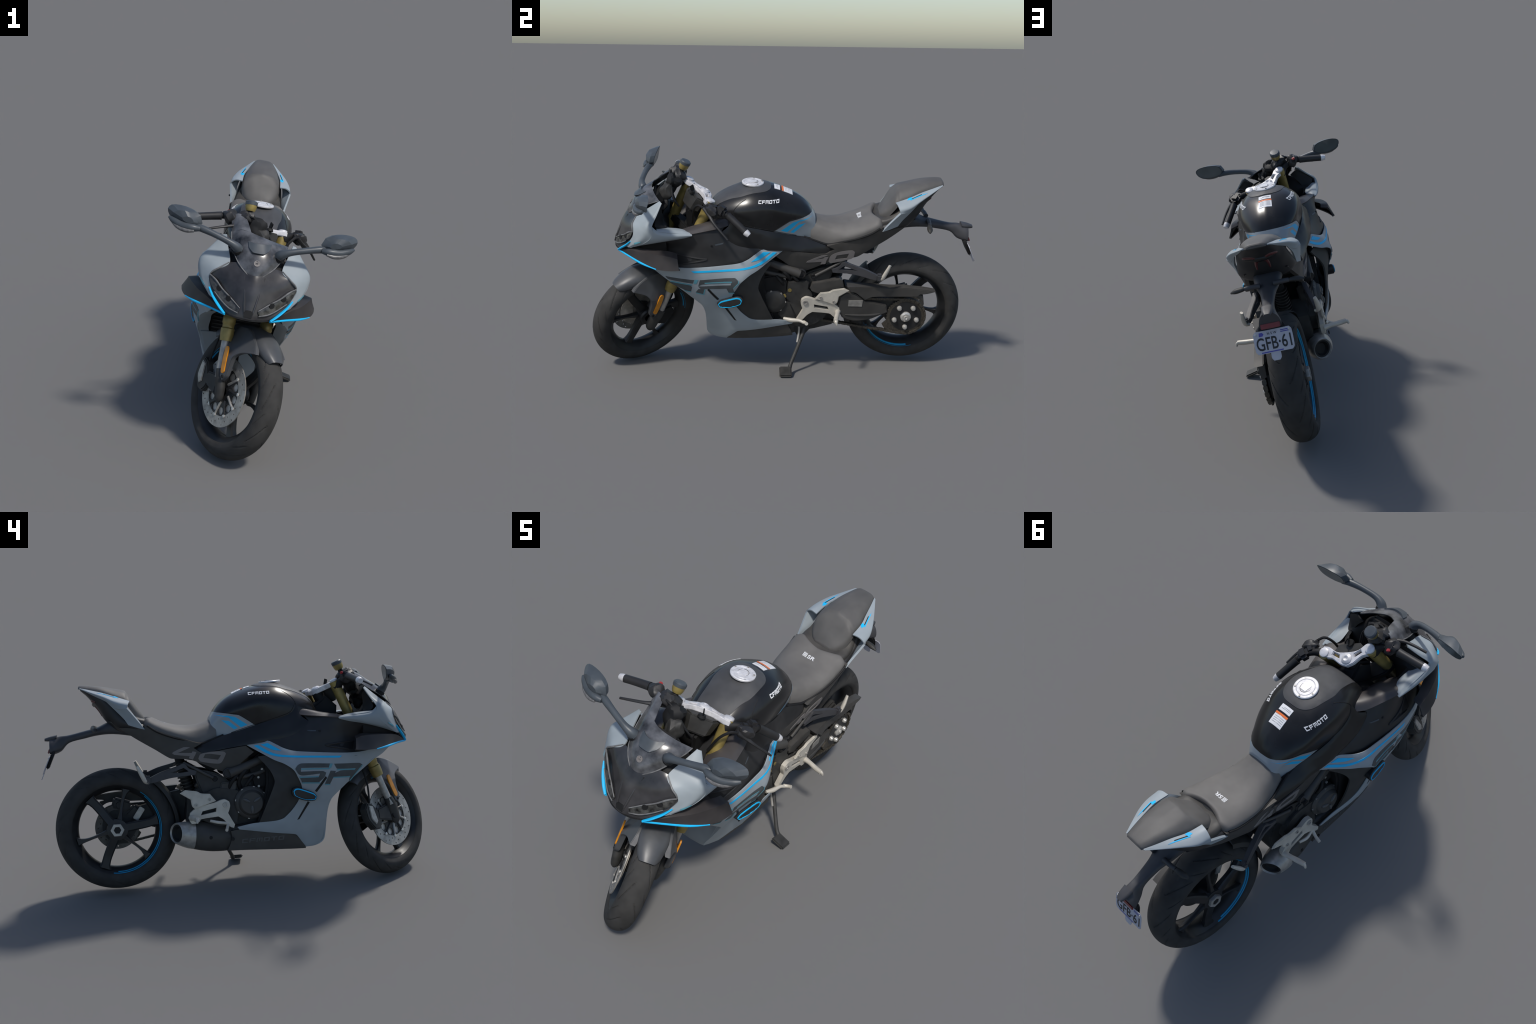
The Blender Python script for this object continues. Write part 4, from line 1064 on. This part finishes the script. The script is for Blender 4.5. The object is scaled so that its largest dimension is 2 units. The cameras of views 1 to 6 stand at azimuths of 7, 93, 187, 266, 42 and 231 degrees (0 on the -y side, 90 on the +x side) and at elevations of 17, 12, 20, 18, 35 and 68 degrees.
side_panel("swingarm_label", [(.316, .447), (.392, .442), (.388, .405), (.314, .412)], lambda b, h: .139 + max(0, .50 - b) * .13 + .0015, M_disc, .004, 0, .02, (1,), 2, 30, 0, swing)
block("brake_caliper", (.044, .60, .448), (.055, .095, .055), M_engine, .01, rot=(.3, 0, 0), parent=swing)
block("brake_caliper", (.044, .54, .405), (.055, .055, .07), M_engine, .01, rot=(.8, 0, 0), parent=swing)
lathe("caliper_piston", [(0, 0), (0, .018), (.01, .016), (.01, 0)], (.018, .61, .447), (-1, 0, 0), M_engine, 20, swing)
block("sensor_bracket", (.0, .515, .40), (.01, .03, .07), M_steel, .003, rot=(.6, 0, 0), parent=swing)
# inner rear mudguard hugging the tyre
vv = []
angs = np.linspace(math.radians(130), math.radians(196), 20)
for t in angs:
    for a, dr in ((-.066, -.012), (-.056, .006), (-.03, .012), (0, .013), (.03, .012), (.056, .006), (.066, -.012), (.056, .001), (0, .007), (-.056, .001)):
        r = .307 + dr + (.004 if abs(a) < .05 else 0)
        vv.append(rear_frame(a, r * math.cos(t), r * math.sin(t)))
mk("mudguard", vv, grid_faces(20, 10, closed_c=True) + [tuple(range(10))[::-1], tuple(190 + j for j in range(10))], M_panel)

# ================================================================== ENGINE, FRAME, EXHAUST
engine = prism("engine", [(-.30, .33), (-.28, .52), (-.20, .56), (-.16, .62), (-.02, .62), (.06, .55), (.20, .54), (.27, .47), (.28, .36), (.24, .27), (.10, .235), (-.15, .22), (-.27, .25)], -.105, .105, M_engine, bev=.02)[0]
prism("cylinder_head", [(-.22, .50), (-.19, .64), (-.10, .68), (-.03, .62), (-.06, .50)], -.12, .12, M_dark, bev=.015, parent=engine)
prism("frame_spine", [(-.42, .80), (-.40, .88), (-.20, .84), (.10, .78), (.22, .75), (.24, .70), (.20, .64), (.14, .60), (.0, .65), (-.2, .68), (-.36, .70)], -.08, .08, M_dark, bev=.02)
prism("frame_head", [(-.52, .74), (-.53, .90), (-.47, .955), (-.40, .90), (-.38, .78)], -.045, .045, M_dark, bev=.015)
prism("airbox", [(-.50, .70), (-.50, .80), (-.42, .86), (-.36, .86), (-.33, .72)], -.14, .14, M_dark, bev=.02)
prism("radiator", [(-.47, .66), (-.43, .67), (-.35, .40), (-.36, .35), (-.39, .36)], -.15, .15, M_dark, bev=.006)
for k in range(14):
    t = k / 13
    block("radiator_fin", (0, -.473 + .08 * t, .645 - .27 * t), (.28, .006, .006), M_engine, .001).__setitem__("kind", "stuff")
# clutch cover (right) with its embossed star
cc = V([-.128, -.045, .437])
clutch = lathe("clutch_cover", [(-.02, 0), (-.02, .084), (.012, .084), (.020, .078), (.024, .066), (.036, .060), (.042, .054), (.044, .03), (.044, 0)], cc, (-1, 0, 0), M_panel, 40)
for t0 in (.5, 2.6, 4.7):
    p0 = cc + V([-.045, .012 * math.cos(t0), .012 * math.sin(t0)]); p1 = cc + V([-.043, .05 * math.cos(t0), .05 * math.sin(t0)])
    sweep("cover_rib", [p0, (p0 + p1) / 2, p1], [.005, .009, .005], M_letterdim, 8, 3, clutch)
for k in range(8):
    t = k * math.pi / 4 + .2
    lathe("casing_bolt", [(0, 0), (0, .006), (.006, .006), (.006, 0)], cc + V([-.012, .078 * math.cos(t), .078 * math.sin(t)]), (-1, 0, 0), M_steel, 8, clutch)
prism("side_casing", [(.015, .50), (.12, .52), (.19, .49), (.22, .44), (.20, .36), (.12, .32), (.03, .34), (.02, .40)], -.135, -.10, M_engine, bev=.008, parent=engine)
prism("side_casing", [(.02, .55), (.10, .545), (.11, .505), (.03, .50)], -.13, -.09, M_panel, bev=.006, parent=engine)
# left casings
prism("side_casing", [(.113, .510), (.125, .534), (.267, .558), (.281, .549), (.291, .515), (.235, .497), (.167, .472), (.122, .490)], .10, .146, M_panel, bev=.008, parent=engine)
prism("side_casing", [(0, .543), (.095, .548), (.108, .538), (.103, .504), (.125, .475), (.129, .44), (.016, .42), (-.012, .45)], .09, .146, M_engine, bev=.008, parent=engine)
prism("side_casing", [(-.03, .43), (.129, .443), (.19, .465), (.225, .45), (.20, .34), (.15, .295), (.08, .275), (.0, .29), (-.05, .35)], .09, .146, M_engine, bev=.012, parent=engine)
prism("side_casing", [(-.16, .56), (-.07, .58), (-.005, .54), (.0, .42), (-.01, .34), (-.06, .30), (-.12, .33), (-.16, .45)], .08, .138, M_dark, bev=.015, parent=engine)
lathe("alternator_cover", [(-.02, 0), (-.02, .066), (.012, .064), (.020, .054), (.024, .03), (.024, 0)], (.138, -.075, .430), (1, 0, 0), M_engine, 32, engine)
for k in range(7):
    t = k * 2 * math.pi / 7
    lathe("casing_bolt", [(0, 0), (0, .006), (.008, .006), (.008, 0)], (.145, -.075 + .060 * math.cos(t), .430 + .060 * math.sin(t)), (1, 0, 0), M_steel, 8, engine)
for sgn in SYM:
    prism("engine_mount", [(-.22, .34), (-.22, .62), (-.12, .64), (-.125, .53), (-.10, .44), (-.07, .33)], .09, .165, M_dark, (sgn,), bev=.012, parent=engine)
    for b, h, r in ((-.02, .60, .016), (.03, .57, .013), (-.05, .56, .012)):
        sweep("hose", [(sgn * .10, b - .03, h + .02), (sgn * (.135 + r * .5), b, h), (sgn * .125, b + .03, h - .05), (sgn * .10, b + .02, h - .10)], r * .7, M_dark, 10, 4, engine)
for b, h in ((-.11, .53), (-.09, .49), (-.09, .445), (-.1, .39), (-.02, .55), (.01, .49)):
    lathe("casing_bolt", [(0, 0), (0, .008), (.008, .007), (.008, 0)], (.118, b, h), (1, 0, 0), M_steel, 10, engine)
    lathe("casing_bolt", [(0, 0), (0, .007), (.008, .006), (.008, 0)], (-.118, b, h + .07), (-1, 0, 0), M_steel, 10, engine)
for s in SYM:
    sweep("frame_tube", [(s * .120, -.16, .668), (s * .128, -.08, .640), (s * .134, .0, .610), (s * .140, .058, .590)], [.02, .021, .022, .024], M_panel, 14, 4)
    lathe("pivot_cap", [(-.03, 0), (-.03, .026), (.008, .026), (.010, .022), (.003, .020), (.003, 0)], (s * .138, .064, .592), (s, 0, 0), M_black, 24)
    sweep("frame_tube", [(s * .115, -.15, .60), (s * .12, -.06, .575), (s * .125, .02, .565)], [.012, .013, .012], M_panel, 12, 4)
    sweep("frame_tube", [(s * .118, .285, .655), (s * .124, .21, .612), (s * .126, .14, .572)], .008, M_panel, 10, 4)
    prism("frame_plate", [(.07, .56), (.14, .60), (.24, .62), (.22, .55), (.16, .40), (.10, .34), (.05, .40), (.04, .50)], .075, .118, M_engine, (s,), bev=.008)
    lathe("frame_bolt", [(0, 0), (0, .014), (.008, .012), (.008, .006), (.004, 0)], (s * .118, .13, .565), (s, 0, 0), M_dark, 14)

# exhaust: fat silencer under the right side, its metal tip cut off at a slant facing outwards
sweep("silencer", [(-.07, .02, .262), (-.085, .07, .262), (-.100, .14, .270), (-.112, .20, .280), (-.120, .258, .288)], [.050, .062, .068, .068, .062], M_panel, 22, 5, flat=(.92, 1.10))
tip = []; m = 32
for (c, n, r, fl) in [((-.120, .252, .287), (-.12, 1, .1), .0655, 1.05), ((-.124, .275, .291), (-.20, 1, .12), .065, 1.04), ((-.130, .300, .297), (-.40, 1, .13), .062, 1.03), ((-.136, .322, .302), (-.50, 1, .12), .057, 1.02), ((-.141, .337, .306), (-.62, 1, .10), .053, 1.0), ((-.143, .341, .3065), (-.65, 1, .1), .050, 1.0), ((-.139, .335, .305), (-.65, 1, .1), .044, 1.0), ((-.1385, .334, .305), (-.65, 1, .1), .036, 1.0), ((-.132, .325, .303), (-.65, 1, .1), .030, 1.0), ((-.130, .322, .303), (-.65, 1, .1), .026, 1.0)]:
    n = V(n, float); n /= np.linalg.norm(n); u = np.cross(n, [0, 0, 1.]); u /= np.linalg.norm(u); w = np.cross(u, n)
    tip.append([V(c) + r * (math.cos(t) * u + fl * math.sin(t) * w) for t in np.linspace(0, 2 * math.pi, m, endpoint=False)])
mk("silencer_tip", [q for r in tip[:7] for q in r], grid_faces(7, m, closed_c=True), M_steel, None, 40, recalc=True)
mk("silencer_mouth", [V([-.003 * 0, 0, 0]) + q for r in tip[6:] for q in [V(x) * 1 for x in r]], grid_faces(4, m, closed_c=True) + [tuple(3 * m + k for k in range(m))], M_dark, None, 40)
for b, h in ((.17, .277), (.06, .262)):
    lathe("silencer_bolt", [(0, 0), (0, .009), (.006, .009), (.006, 0)], (-.166, b, h), (-1, 0, 0), M_dark, 12)

sweep("shock_absorber", [(.0, .30, .68), (.0, .27, .58), (.0, .245, .48)], [.022, .030, .026], M_dark, 16, 4)
for k in range(9):
    lathe("shock_coil", [(-.003, .024), (-.003, .036), (.003, .036), (.003, .024)], V([0, .292 - .0045 * k, .645 - .017 * k]), (0, .25, 1), M_engine, 20, None, closed=True)

# ================================================================== FOOT CONTROLS
for s in SYM:
    arm = prism("footrest_bracket", [(.066, .434), (.070, .452), (.090, .464), (.111, .462), (.140, .452), (.20, .440), (.244, .424), (.268, .405), (.272, .370), (.262, .352), (.240, .352), (.216, .372), (.128, .381), (.100, .362), (.070, .325), (.052, .318), (.046, .335), (.060, .360), (.078, .395), (.070, .415)], .148, .170, M_alu, (s,), bev=.006,
                holes=[[(.135, .425), (.205, .412), (.215, .392), (.138, .405)]])[0]
    prism("heel_guard", [(.136, .460), (.165, .497), (.209, .502), (.229, .513), (.287, .523), (.314, .508), (.262, .474), (.256, .440), (.240, .424), (.20, .440)], .166, .178, M_alu, (s,), bev=.004, parent=arm)
    for b, h, r in ((.089, .437, .014), (.168, .470, .008), (.236, .445, .008)):
        lathe("bracket_bolt", [(0, 0), (0, r), (.006, r * .95), (.006, r * .5), (.002, r * .45), (.002, 0)], (s * (.170 if r > .01 else .177), b, h), (s, 0, 0), M_steel, 18, arm)
    sweep("footrest", [(s * .165, .262, .382), (s * .20, .256, .385), (s * .245, .246, .384), (s * .280, .240, .386)], [.015, .012, .013, .012], M_alu, 12, 4, arm)
    sweep("footrest", [(s * .272, .241, .386), (s * .284, .242, .384), (s * .290, .246, .370)], [.009, .008, .005], M_alu, 8, 3, arm)
# gear lever and linkage (left), brake pedal (right)
lever = sweep("gear_lever", [(.150, -.020, .332), (.165, .016, .330), (.175, .060, .332), (.188, .085, .326)], [.008, .012, .009, .008], M_alu, 10, 4)
sweep("gear_lever", [(.180, .084, .326), (.200, .094, .330), (.216, .096, .336)], [.010, .009, .009], M_alu, 10, 4, lever)
sweep("gear_linkage", [(.148, .045, .335), (.142, .012, .415), (.138, -.018, .462)], .0045, M_dark, 8, 3, lever)
lathe("linkage_joint", [(-.006, 0), (-.006, .009), (.006, .009), (.006, 0)], (.142, -.018, .462), (1, 0, 0), M_gold, 12, lever)
sweep("gear_linkage", [(.138, -.018, .462), (.138, .004, .478), (.138, .010, .500)], [.006, .007, .006], M_dark, 8, 3, lever)
lathe("linkage_joint", [(-.006, 0), (-.006, .010), (.006, .010), (.006, 0)], (.142, .008, .496), (1, 0, 0), M_gold, 12, lever)
pedal = sweep("brake_pedal", [(-.150, .06, .335), (-.168, .095, .345), (-.178, .13, .352), (-.172, .17, .362)], [.009, .008, .008, .007], M_alu, 10, 4)
sweep("brake_pedal", [(-.160, .078, .338), (-.190, .088, .324), (-.222, .095, .317)], [.009, .008, .008], M_alu, 10, 4, pedal)
# passenger footrests on their long stays
for s in SYM:
    st = prism("passenger_stay", [(.289, .653), (.275, .648), (.258, .625), (.221, .612), (.228, .592), (.30, .588), (.364, .583), (.447, .567), (.462, .572), (.458, .594), (.40, .618), (.319, .640)], .112, .136, M_hang, (s,), bev=.006, holes=[[(.285, .630), (.262, .612), (.30, .607), (.345, .612)]],
               frame=lambda a, x, y: (a + math.copysign(max(0, x - .30) * .27, a), x, y))[0]
    sweep("passenger_peg", [(s * .165, .468, .572), (s * .178, .480, .580), (s * .180, .497, .615), (s * .176, .516, .655)], [.014, .013, .013, .009], M_alu, 10, 4, st, flat=(1, .75))
    block("passenger_peg_base", (s * .172, .465, .585), (.03, .035, .04), M_hang, .008, st)
# side stand
stand = sweep("side_stand", [(.110, .095, .262), (.140, .085, .235), (.185, .055, .175), (.235, .022, .112), (.258, .012, .090)], [.016, .011, .010, .010, .012], M_engine, 12, 5)
foot_up = V([.2268, .0215, .9737])
block("stand_foot", (.290, -.010, .089), (.075, .065, .016), M_engine, .006, stand, rot=(0, math.radians(13.2), 0))
prism("stand_bracket", [(.03, .26), (.06, .205), (.085, .21), (.12, .25), (.11, .29), (.05, .30)], .10, .125, M_engine, bev=.005, parent=stand)
sweep("stand_spring", [(.125, .06, .30), (.135, .065, .25), (.165, .055, .195)], .006, M_steel, 8, 3, stand)

# ================================================================== LICENCE HANGER AND PLATE
hanger = hloft("plate_hanger", [
    (.52, [(0, .83), (.05, .83), (.06, .81), (.05, .800), (0, .795)]),
    (.62, [(0, .875), (.055, .870), (.066, .84), (.05, .815), (0, .812)]),
    (.70, [(0, .849), (.035, .845), (.052, .830), (.04, .813), (0, .808)]),
    (.76, [(0, .835), (.024, .832), (.034, .819), (.028, .801), (0, .797)]),
    (.84, [(0, .818), (.020, .814), (.027, .801), (.022, .782), (0, .779)]),
    (.88, [(0, .814), (.018, .812), (.030, .786), (.030, .750), (0, .740)]),
    (.92, [(0, .807), (.020, .805), (.040, .780), (.045, .740), (0, .725)]),
    (.937, [(0, .802), (.020, .801), (.042, .775), (.046, .735), (0, .728)]),
], M_hang, 4, 4, closed=True)
hloft("hanger_fin", [(.90, [(0, .822), (.022, .820), (.026, .808), (0, .804)]), (.935, [(0, .815), (.020, .813), (.022, .798), (0, .792)]), (.960, [(0, .807), (.012, .806), (.013, .796), (0, .793)])], M_hang, 4, 3, closed=True, parent=hanger)
pl_top, pl_bot = V([0, .934, .724]), V([0, .974, .634]); pd = (pl_bot - pl_top) / np.linalg.norm(pl_bot - pl_top); pn = np.cross(V([1, 0, 0]), pd); pn = pn if pn[1] > 0 else -pn
pc = (pl_top + pl_bot) / 2
def plate(a, x, y): return pc + V([x, 0, 0]) - pd * y + pn * a
prism("plate_backing", [(-.055, -.02), (.055, -.02), (.058, .055), (.05, .075), (-.05, .075), (-.058, .055)], -.016, -.002, M_dark, bev=.005, parent=hanger, frame=plate)
brd = [(-.084, -.036), (-.074, -.049), (.074, -.049), (.084, -.036), (.084, .036), (.074, .049), (-.074, .049), (-.084, .036)]
npl = prism("number_plate", brd, -.001, .002, M_plate, bev=.0008, frame=plate)[0]
prism("plate_tab", [(-.020, -.045), (.022, -.045), (.022, -.072), (.014, -.084), (-.012, -.084), (-.020, -.072)], -.003, 0, M_plate, bev=.0008, parent=hanger, frame=plate)
def on_plate(cx, cy, w, hh): return lambda u, v: (plate(.002, -(cx + u * w), cy + v * hh), pn)
lettering("plate_digits", "GFB·61", on_plate(0, -.007, .152, .056), M_platetext, .0008, 0, npl)
lettering("plate_state", "N S W", on_plate(-.002, .034, .042, .011), M_platetext, .0006, 0, npl)
prism("plate_band", [(-.06, -.046), (.035, -.046), (.035, -.041), (-.06, -.041)], .0018, .0024, M_plateblue, bev=0, parent=npl, frame=lambda a, x, y: plate(a, -x, y))
prism("plate_band", [(.035, .030), (.072, .030), (.072, .034), (.035, .034)], .0018, .0024, M_plateblue, bev=0, parent=npl, frame=lambda a, x, y: plate(a, -x, y))
prism("plate_band", [(.035, .037), (.068, .037), (.068, .041), (.035, .041)], .0018, .0024, M_plateblue, bev=0, parent=npl, frame=lambda a, x, y: plate(a, -x, y))
prism("plate_crest", [(-.060, .026), (-.044, .026), (-.038, .034), (-.044, .042), (-.058, .042)], .0018, .0024, M_plateblue, bev=0, parent=npl, frame=lambda a, x, y: plate(a, -x, y))
for x in (-.074, .074):
    lathe("plate_screw", [(0, 0), (0, .005), (.003, .004), (.003, 0)], plate(.002, x, .036), pn, M_boltbright, 12, npl)
block("reflector", (0, .9405, .744), (.085, .008, .022), M_reddark, .002, hanger, rot=(math.radians(20), 0, 0))
for s in SYM:
    sg = sweep("indicator_stalk", [(s * .03, .72, .845), (s * .075, .718, .846), (s * .10, .714, .844)], [.012, .011, .010], M_hang, 10, 4, hanger)
    sweep("indicator", [(s * .098, .714, .844), (s * .115, .713, .843), (s * .145, .710, .839), (s * .168, .707, .834)], [.008, .013, .014, .005], M_engine, 10, 4, hanger, flat=(1, .8))

# ================================================================== FORK, FENDER, CONTROLS (all steered)
FK = fork
clamp_pts = [(.128, .040), (.112, .066), (.085, .060), (.05, .036), (.0, .030), (-.05, .036), (-.085, .060), (-.112, .066), (-.128, .040), (-.112, .012), (-.07, .006), (-.032, -.022), (0, -.034), (.032, -.022), (.07, .006), (.112, .012)]
clamp = prism("triple_clamp", clamp_pts, .748, .772, M_silver, bev=.006, frame=lambda a, x, y: FK(x, y, a), holes=[[(.035, .005), (.068, .024), (.062, .036), (.035, .020)], [(-.035, .005), (-.068, .024), (-.062, .036), (-.035, .020)]])[0]
lathe("stem_nut", [(0, 0), (0, .024), (.006, .023), (.010, .017), (.012, .012), (.010, .006), (.004, 0)], FK(0, 0, .770), SK, M_silver, 24, clamp)
prism("triple_clamp", [(.14, .03), (.12, .06), (0, .045), (-.12, .06), (-.14, .03), (-.10, -.01), (0, -.035), (.10, -.01)], .53, .57, M_dark, bev=.006, frame=lambda a, x, y: FK(x, y, a))
lathe("steering_stem", [(0, 0), (0, .03), (.2, .03), (.2, 0)], FK(0, 0, .56), SK, M_dark, 20)
for s in SYM:
    lathe("fork_cap", [(0, 0), (0, .022), (.008, .021), (.011, .014), (.012, 0)], FK(s * .107, .036, .771), SK, M_silver, 24, clamp)
    leg = sweep("fork_tube", [(s * .107, .034, .30), (s * .107, .034, .55), (s * .107, .034, .770)], [.0265, .0265, .0265], M_gold, 24, 2, None, FK)
    lathe("fork_collar", [(-.075, .0), (-.075, .028), (-.05, .031), (-.02, .031), (-.015, .027), (.0, .027), (.005, .030), (.03, .030), (.04, .0265), (.07, .0265), (.07, 0)], FK(s * .107, .034, .300), SK, M_gold, 24, leg)
    sweep("fork_slider", [(s * .107, .032, .23), (s * .107, .030, .15), (s * .107, .029, .06)], .0175, M_steel, 18, 2, leg, FK)
    sweep("fork_foot", [(s * .107, .030, .10), (s * .104, .034, .06), (s * .095, .036, .02), (s * .090, .032, -.025), (s * .088, .028, -.045)], [.024, .028, .030, .026, .014], M_engine, 16, 4, leg, FK, flat=(.75, 1))
    lathe("axle_end", [(0, 0), (0, .022), (.008, .020), (.008, .010), (.002, 0)], FK(s * .100, .030, 0), FK(s, 0, 0) - FK(0, 0, 0), M_dark, 18, leg)
    # fender leg and amber reflector
    fl = prism("fender_stay", [(.020, .245), (.07, .300), (.14, .290), (.205, .235), (.235, .185), (.160, .180), (.122, .150), (.100, .075), (.074, .050), (.056, .070), (.058, .14)], .100, .124, M_fender, (s,), bev=.008, sub=6, frame=lambda a, x, y: FK(math.copysign(abs(a) - max(0, y - .16) * .42 - max(0, x - .13) * .25, a), x, y))[0]
    prism("reflector", [(.064, .150), (.064, .090), (.070, .082), (.080, .082), (.088, .090), (.092, .195), (.086, .203), (.076, .203), (.070, .195)], .122, .129, M_amber, (s,), bev=.003, frame=lambda a, x, y: FK(a, x, y), parent=fl)
    lathe("fender_bolt", [(0, 0), (0, .008), (.005, .007), (.005, 0)], FK(s * .123, .078, .068), FK(s, 0, 0) - FK(0, 0, 0), M_dark, 12, fl)
# fender shell
vv = []; angs = np.linspace(math.radians(32), math.radians(118), 26)
secp = [(.0, 0), (.022, -.002), (.042, -.008), (.058, -.020), (.066, -.038), (.070, -.062)]
for i, t in enumerate(angs):
    u = i / 25; wd = .50 + .50 * min(1, u / .25) ** .6; dp = .45 + .55 * min(1, u / .35); dp *= 1 if u < .75 else 1 - (u - .75) * 1.2
    rr0 = .318 + .004 * math.sin(math.pi * min(1, u * 1.3))
    row = [(a * wd, rr0 + d * dp) for a, d in secp]
    row = [(-a, r) for a, r in row[:0:-1]] + row
    inner = [(a * .94, r - .006) for a, r in row[::-1]]
    for a, r in row + inner:
        vv.append(FK(a, .030 + r * math.cos(t), r * math.sin(t)))
nc = 22
fender = mk("fender", vv, grid_faces(26, nc, closed_c=True) + [tuple(range(nc))[::-1], tuple(25 * nc + j for j in range(nc))], M_fender, None, 45)
# caliper on the right leg
cal = prism("brake_caliper", [(-.060, .045), (-.085, .115), (-.115, .140), (-.150, .120), (-.160, .060), (-.140, .0), (-.105, -.015), (-.075, .01)], -.098, -.052, M_engine, bev=.008, frame=lambda a, x, y: FK(a, x, y))[0]
prism("caliper_bridge", [(-.095, .11), (-.120, .125), (-.140, .06), (-.125, .02), (-.105, .03)], -.104, -.096, M_steel, bev=.003, frame=lambda a, x, y: FK(a, x, y), parent=cal)
prism("caliper_mount", [(.02, .07), (-.07, .08), (-.09, .03), (.0, -.02)], -.100, -.082, M_engine, bev=.006, frame=lambda a, x, y: FK(a, x, y), parent=cal)
sweep("brake_hose", [(-.085, -.09, .13), (-.09, -.05, .22), (-.08, -.02, .32), (-.06, .02, .45)], .005, M_dark, 8, 5, cal, FK)
prism("sensor_mount", [(.02, .06), (-.06, .10), (-.10, .06), (-.07, -.02), (.0, -.02)], .060, .075, M_dark, bev=.005, frame=lambda a, x, y: FK(a, x, y))
# ignition block in front of the yoke, key
prism("ignition_housing", [(.080, .045), (.050, .078), (-.050, .078), (-.080, .045), (-.03, .03), (.03, .03)], .672, .750, M_engine, bev=.012, frame=lambda a, x, y: FK(x * (1 - (.752 - a) * 3.2), y, a))
lathe("ignition_lock", [(0, 0), (0, .018), (.012, .016), (.012, 0)], FK(-.005, .078, .750), SK, M_dark, 18)
block("key", tuple(FK(-.005, .085, .775)), (.006, .022, .032), M_dark, .002, rot=(.3, 0, STEER))
for s in SYM:
    bar = sweep("handlebar", [(s * .107, .036, .740), (s * .15, .045, .760), (s * .20, .036, .770), (s * .24, .012, .770), (s * .30, -.025, .754), (s * .335, -.047, .744)], [.030, .017, .014, .014, .014, .014], M_dark, 14, 4, None, FK)
    sweep("grip", [(s * .235, .012, .770), (s * .245, .006, .768), (s * .30, -.027, .7535), (s * .336, -.048, .743)], [.020, .0185, .0175, .0175], M_black, 16, 4, bar, FK)
    sweep("bar_end", [(s * .336, -.048, .743), (s * .346, -.054, .741), (s * .357, -.061, .738)], [.0175, .0165, .013], M_silver, 16, 3, bar, FK)
    block("switchgear", (s * .205, .034, .775), (.050, .052, .050), M_black, .012, bar, rot=(0, 0, -s * .45), frame=FK)
    block("switchgear", (s * .175, .058, .765), (.040, .040, .040), M_black, .010, bar, rot=(0, 0, -s * .3), frame=FK)
    block("lever_clamp", (s * .170, .075, .752), (.050, .035, .030), M_black, .008, bar, rot=(0, 0, -s * .4), frame=FK)
    sweep("hand_lever", [(s * .150, .100, .752), (s * .196, .082, .735), (s * .235, .078, .722), (s * .28, .060, .706), (s * .330, .032, .686)], [.011, .012, .008, .007, .006], M_black, 10, 5, bar, FK, flat=(1, .8))
sweep("clutch_cable", [(.150, .105, .752), (.120, .115, .745), (.09, .10, .700), (.075, .06, .62)], .006, M_dark, 8, 5, None, FK)
block("kill_switch", (-.200, .014, .800), (.016, .014, .012), M_redswitch, .003, frame=FK)
res = lathe("brake_reservoir", [(0, 0), (0, .020), (.012, .025), (.030, .0265), (.030, 0)], FK(-.135, .083, .812), SK, M_gold, 24)
lathe("reservoir_cap", [(0, 0), (0, .028), (.014, .0285), (.019, .024), (.021, 0)], FK(-.135, .083, .840), SK, M_mirror, 12, res)
sweep("reservoir_stay", [(-.150, .070, .765), (-.140, .080, .79), (-.135, .083, .815)], [.016, .014, .012], M_dark, 10, 3, res, FK)
for k in range(6):
    p = [(-.19 + .02 * k, .07 + .01 * (k % 2), .765), (-.16 + .01 * k, .13, .78 - .008 * k), (-.10 + .012 * k, .15, .745 - .01 * k), (-.06 + .01 * k, .11, .66)]
    sweep("cable", p, .0045, M_dark, 8, 5, None, FK)

# brake master cylinder, throttle housing and wiring: lumpy dark cluster by the right grip
def lump(name, c, r, mat, seed, amp=.25, frame=FK, parent=None):
    bm = bmesh.new(); bmesh.ops.create_icosphere(bm, subdivisions=3, radius=1)
    rs = np.random.default_rng(seed); K = rs.normal(size=(6, 3)) * 3; ph = rs.uniform(0, 6.28, 6)
    ve = []
    for v in bm.verts:
        q = V(v.co); d = 1 + amp * sum(math.sin(K[i] @ q + ph[i]) for i in range(6)) / 3
        q = q * d * V(r) + V(c); ve.append(frame(*q) if frame else q)
    fa = [[v.index for v in f.verts] for f in bm.faces]; bm.free()
    return mk(name, ve, fa, mat, parent, 30)
mc = lump("master_cylinder", (-.150, .090, .775), (.045, .035, .030), M_black, 3)
lump("wiring", (-.115, .125, .735), (.040, .040, .050), M_dark, 4, parent=mc)
lump("wiring", (-.100, .150, .690), (.035, .032, .045), M_engine, 5, parent=mc)
lump("wiring", (-.080, .160, .610), (.030, .026, .045), M_dark, 6, parent=mc)
lump("throttle_housing", (-.205, .040, .772), (.036, .036, .034), M_black, 8, .15, parent=mc)
lump("clutch_perch", (.185, .072, .755), (.036, .028, .028), M_black, 9, .2)
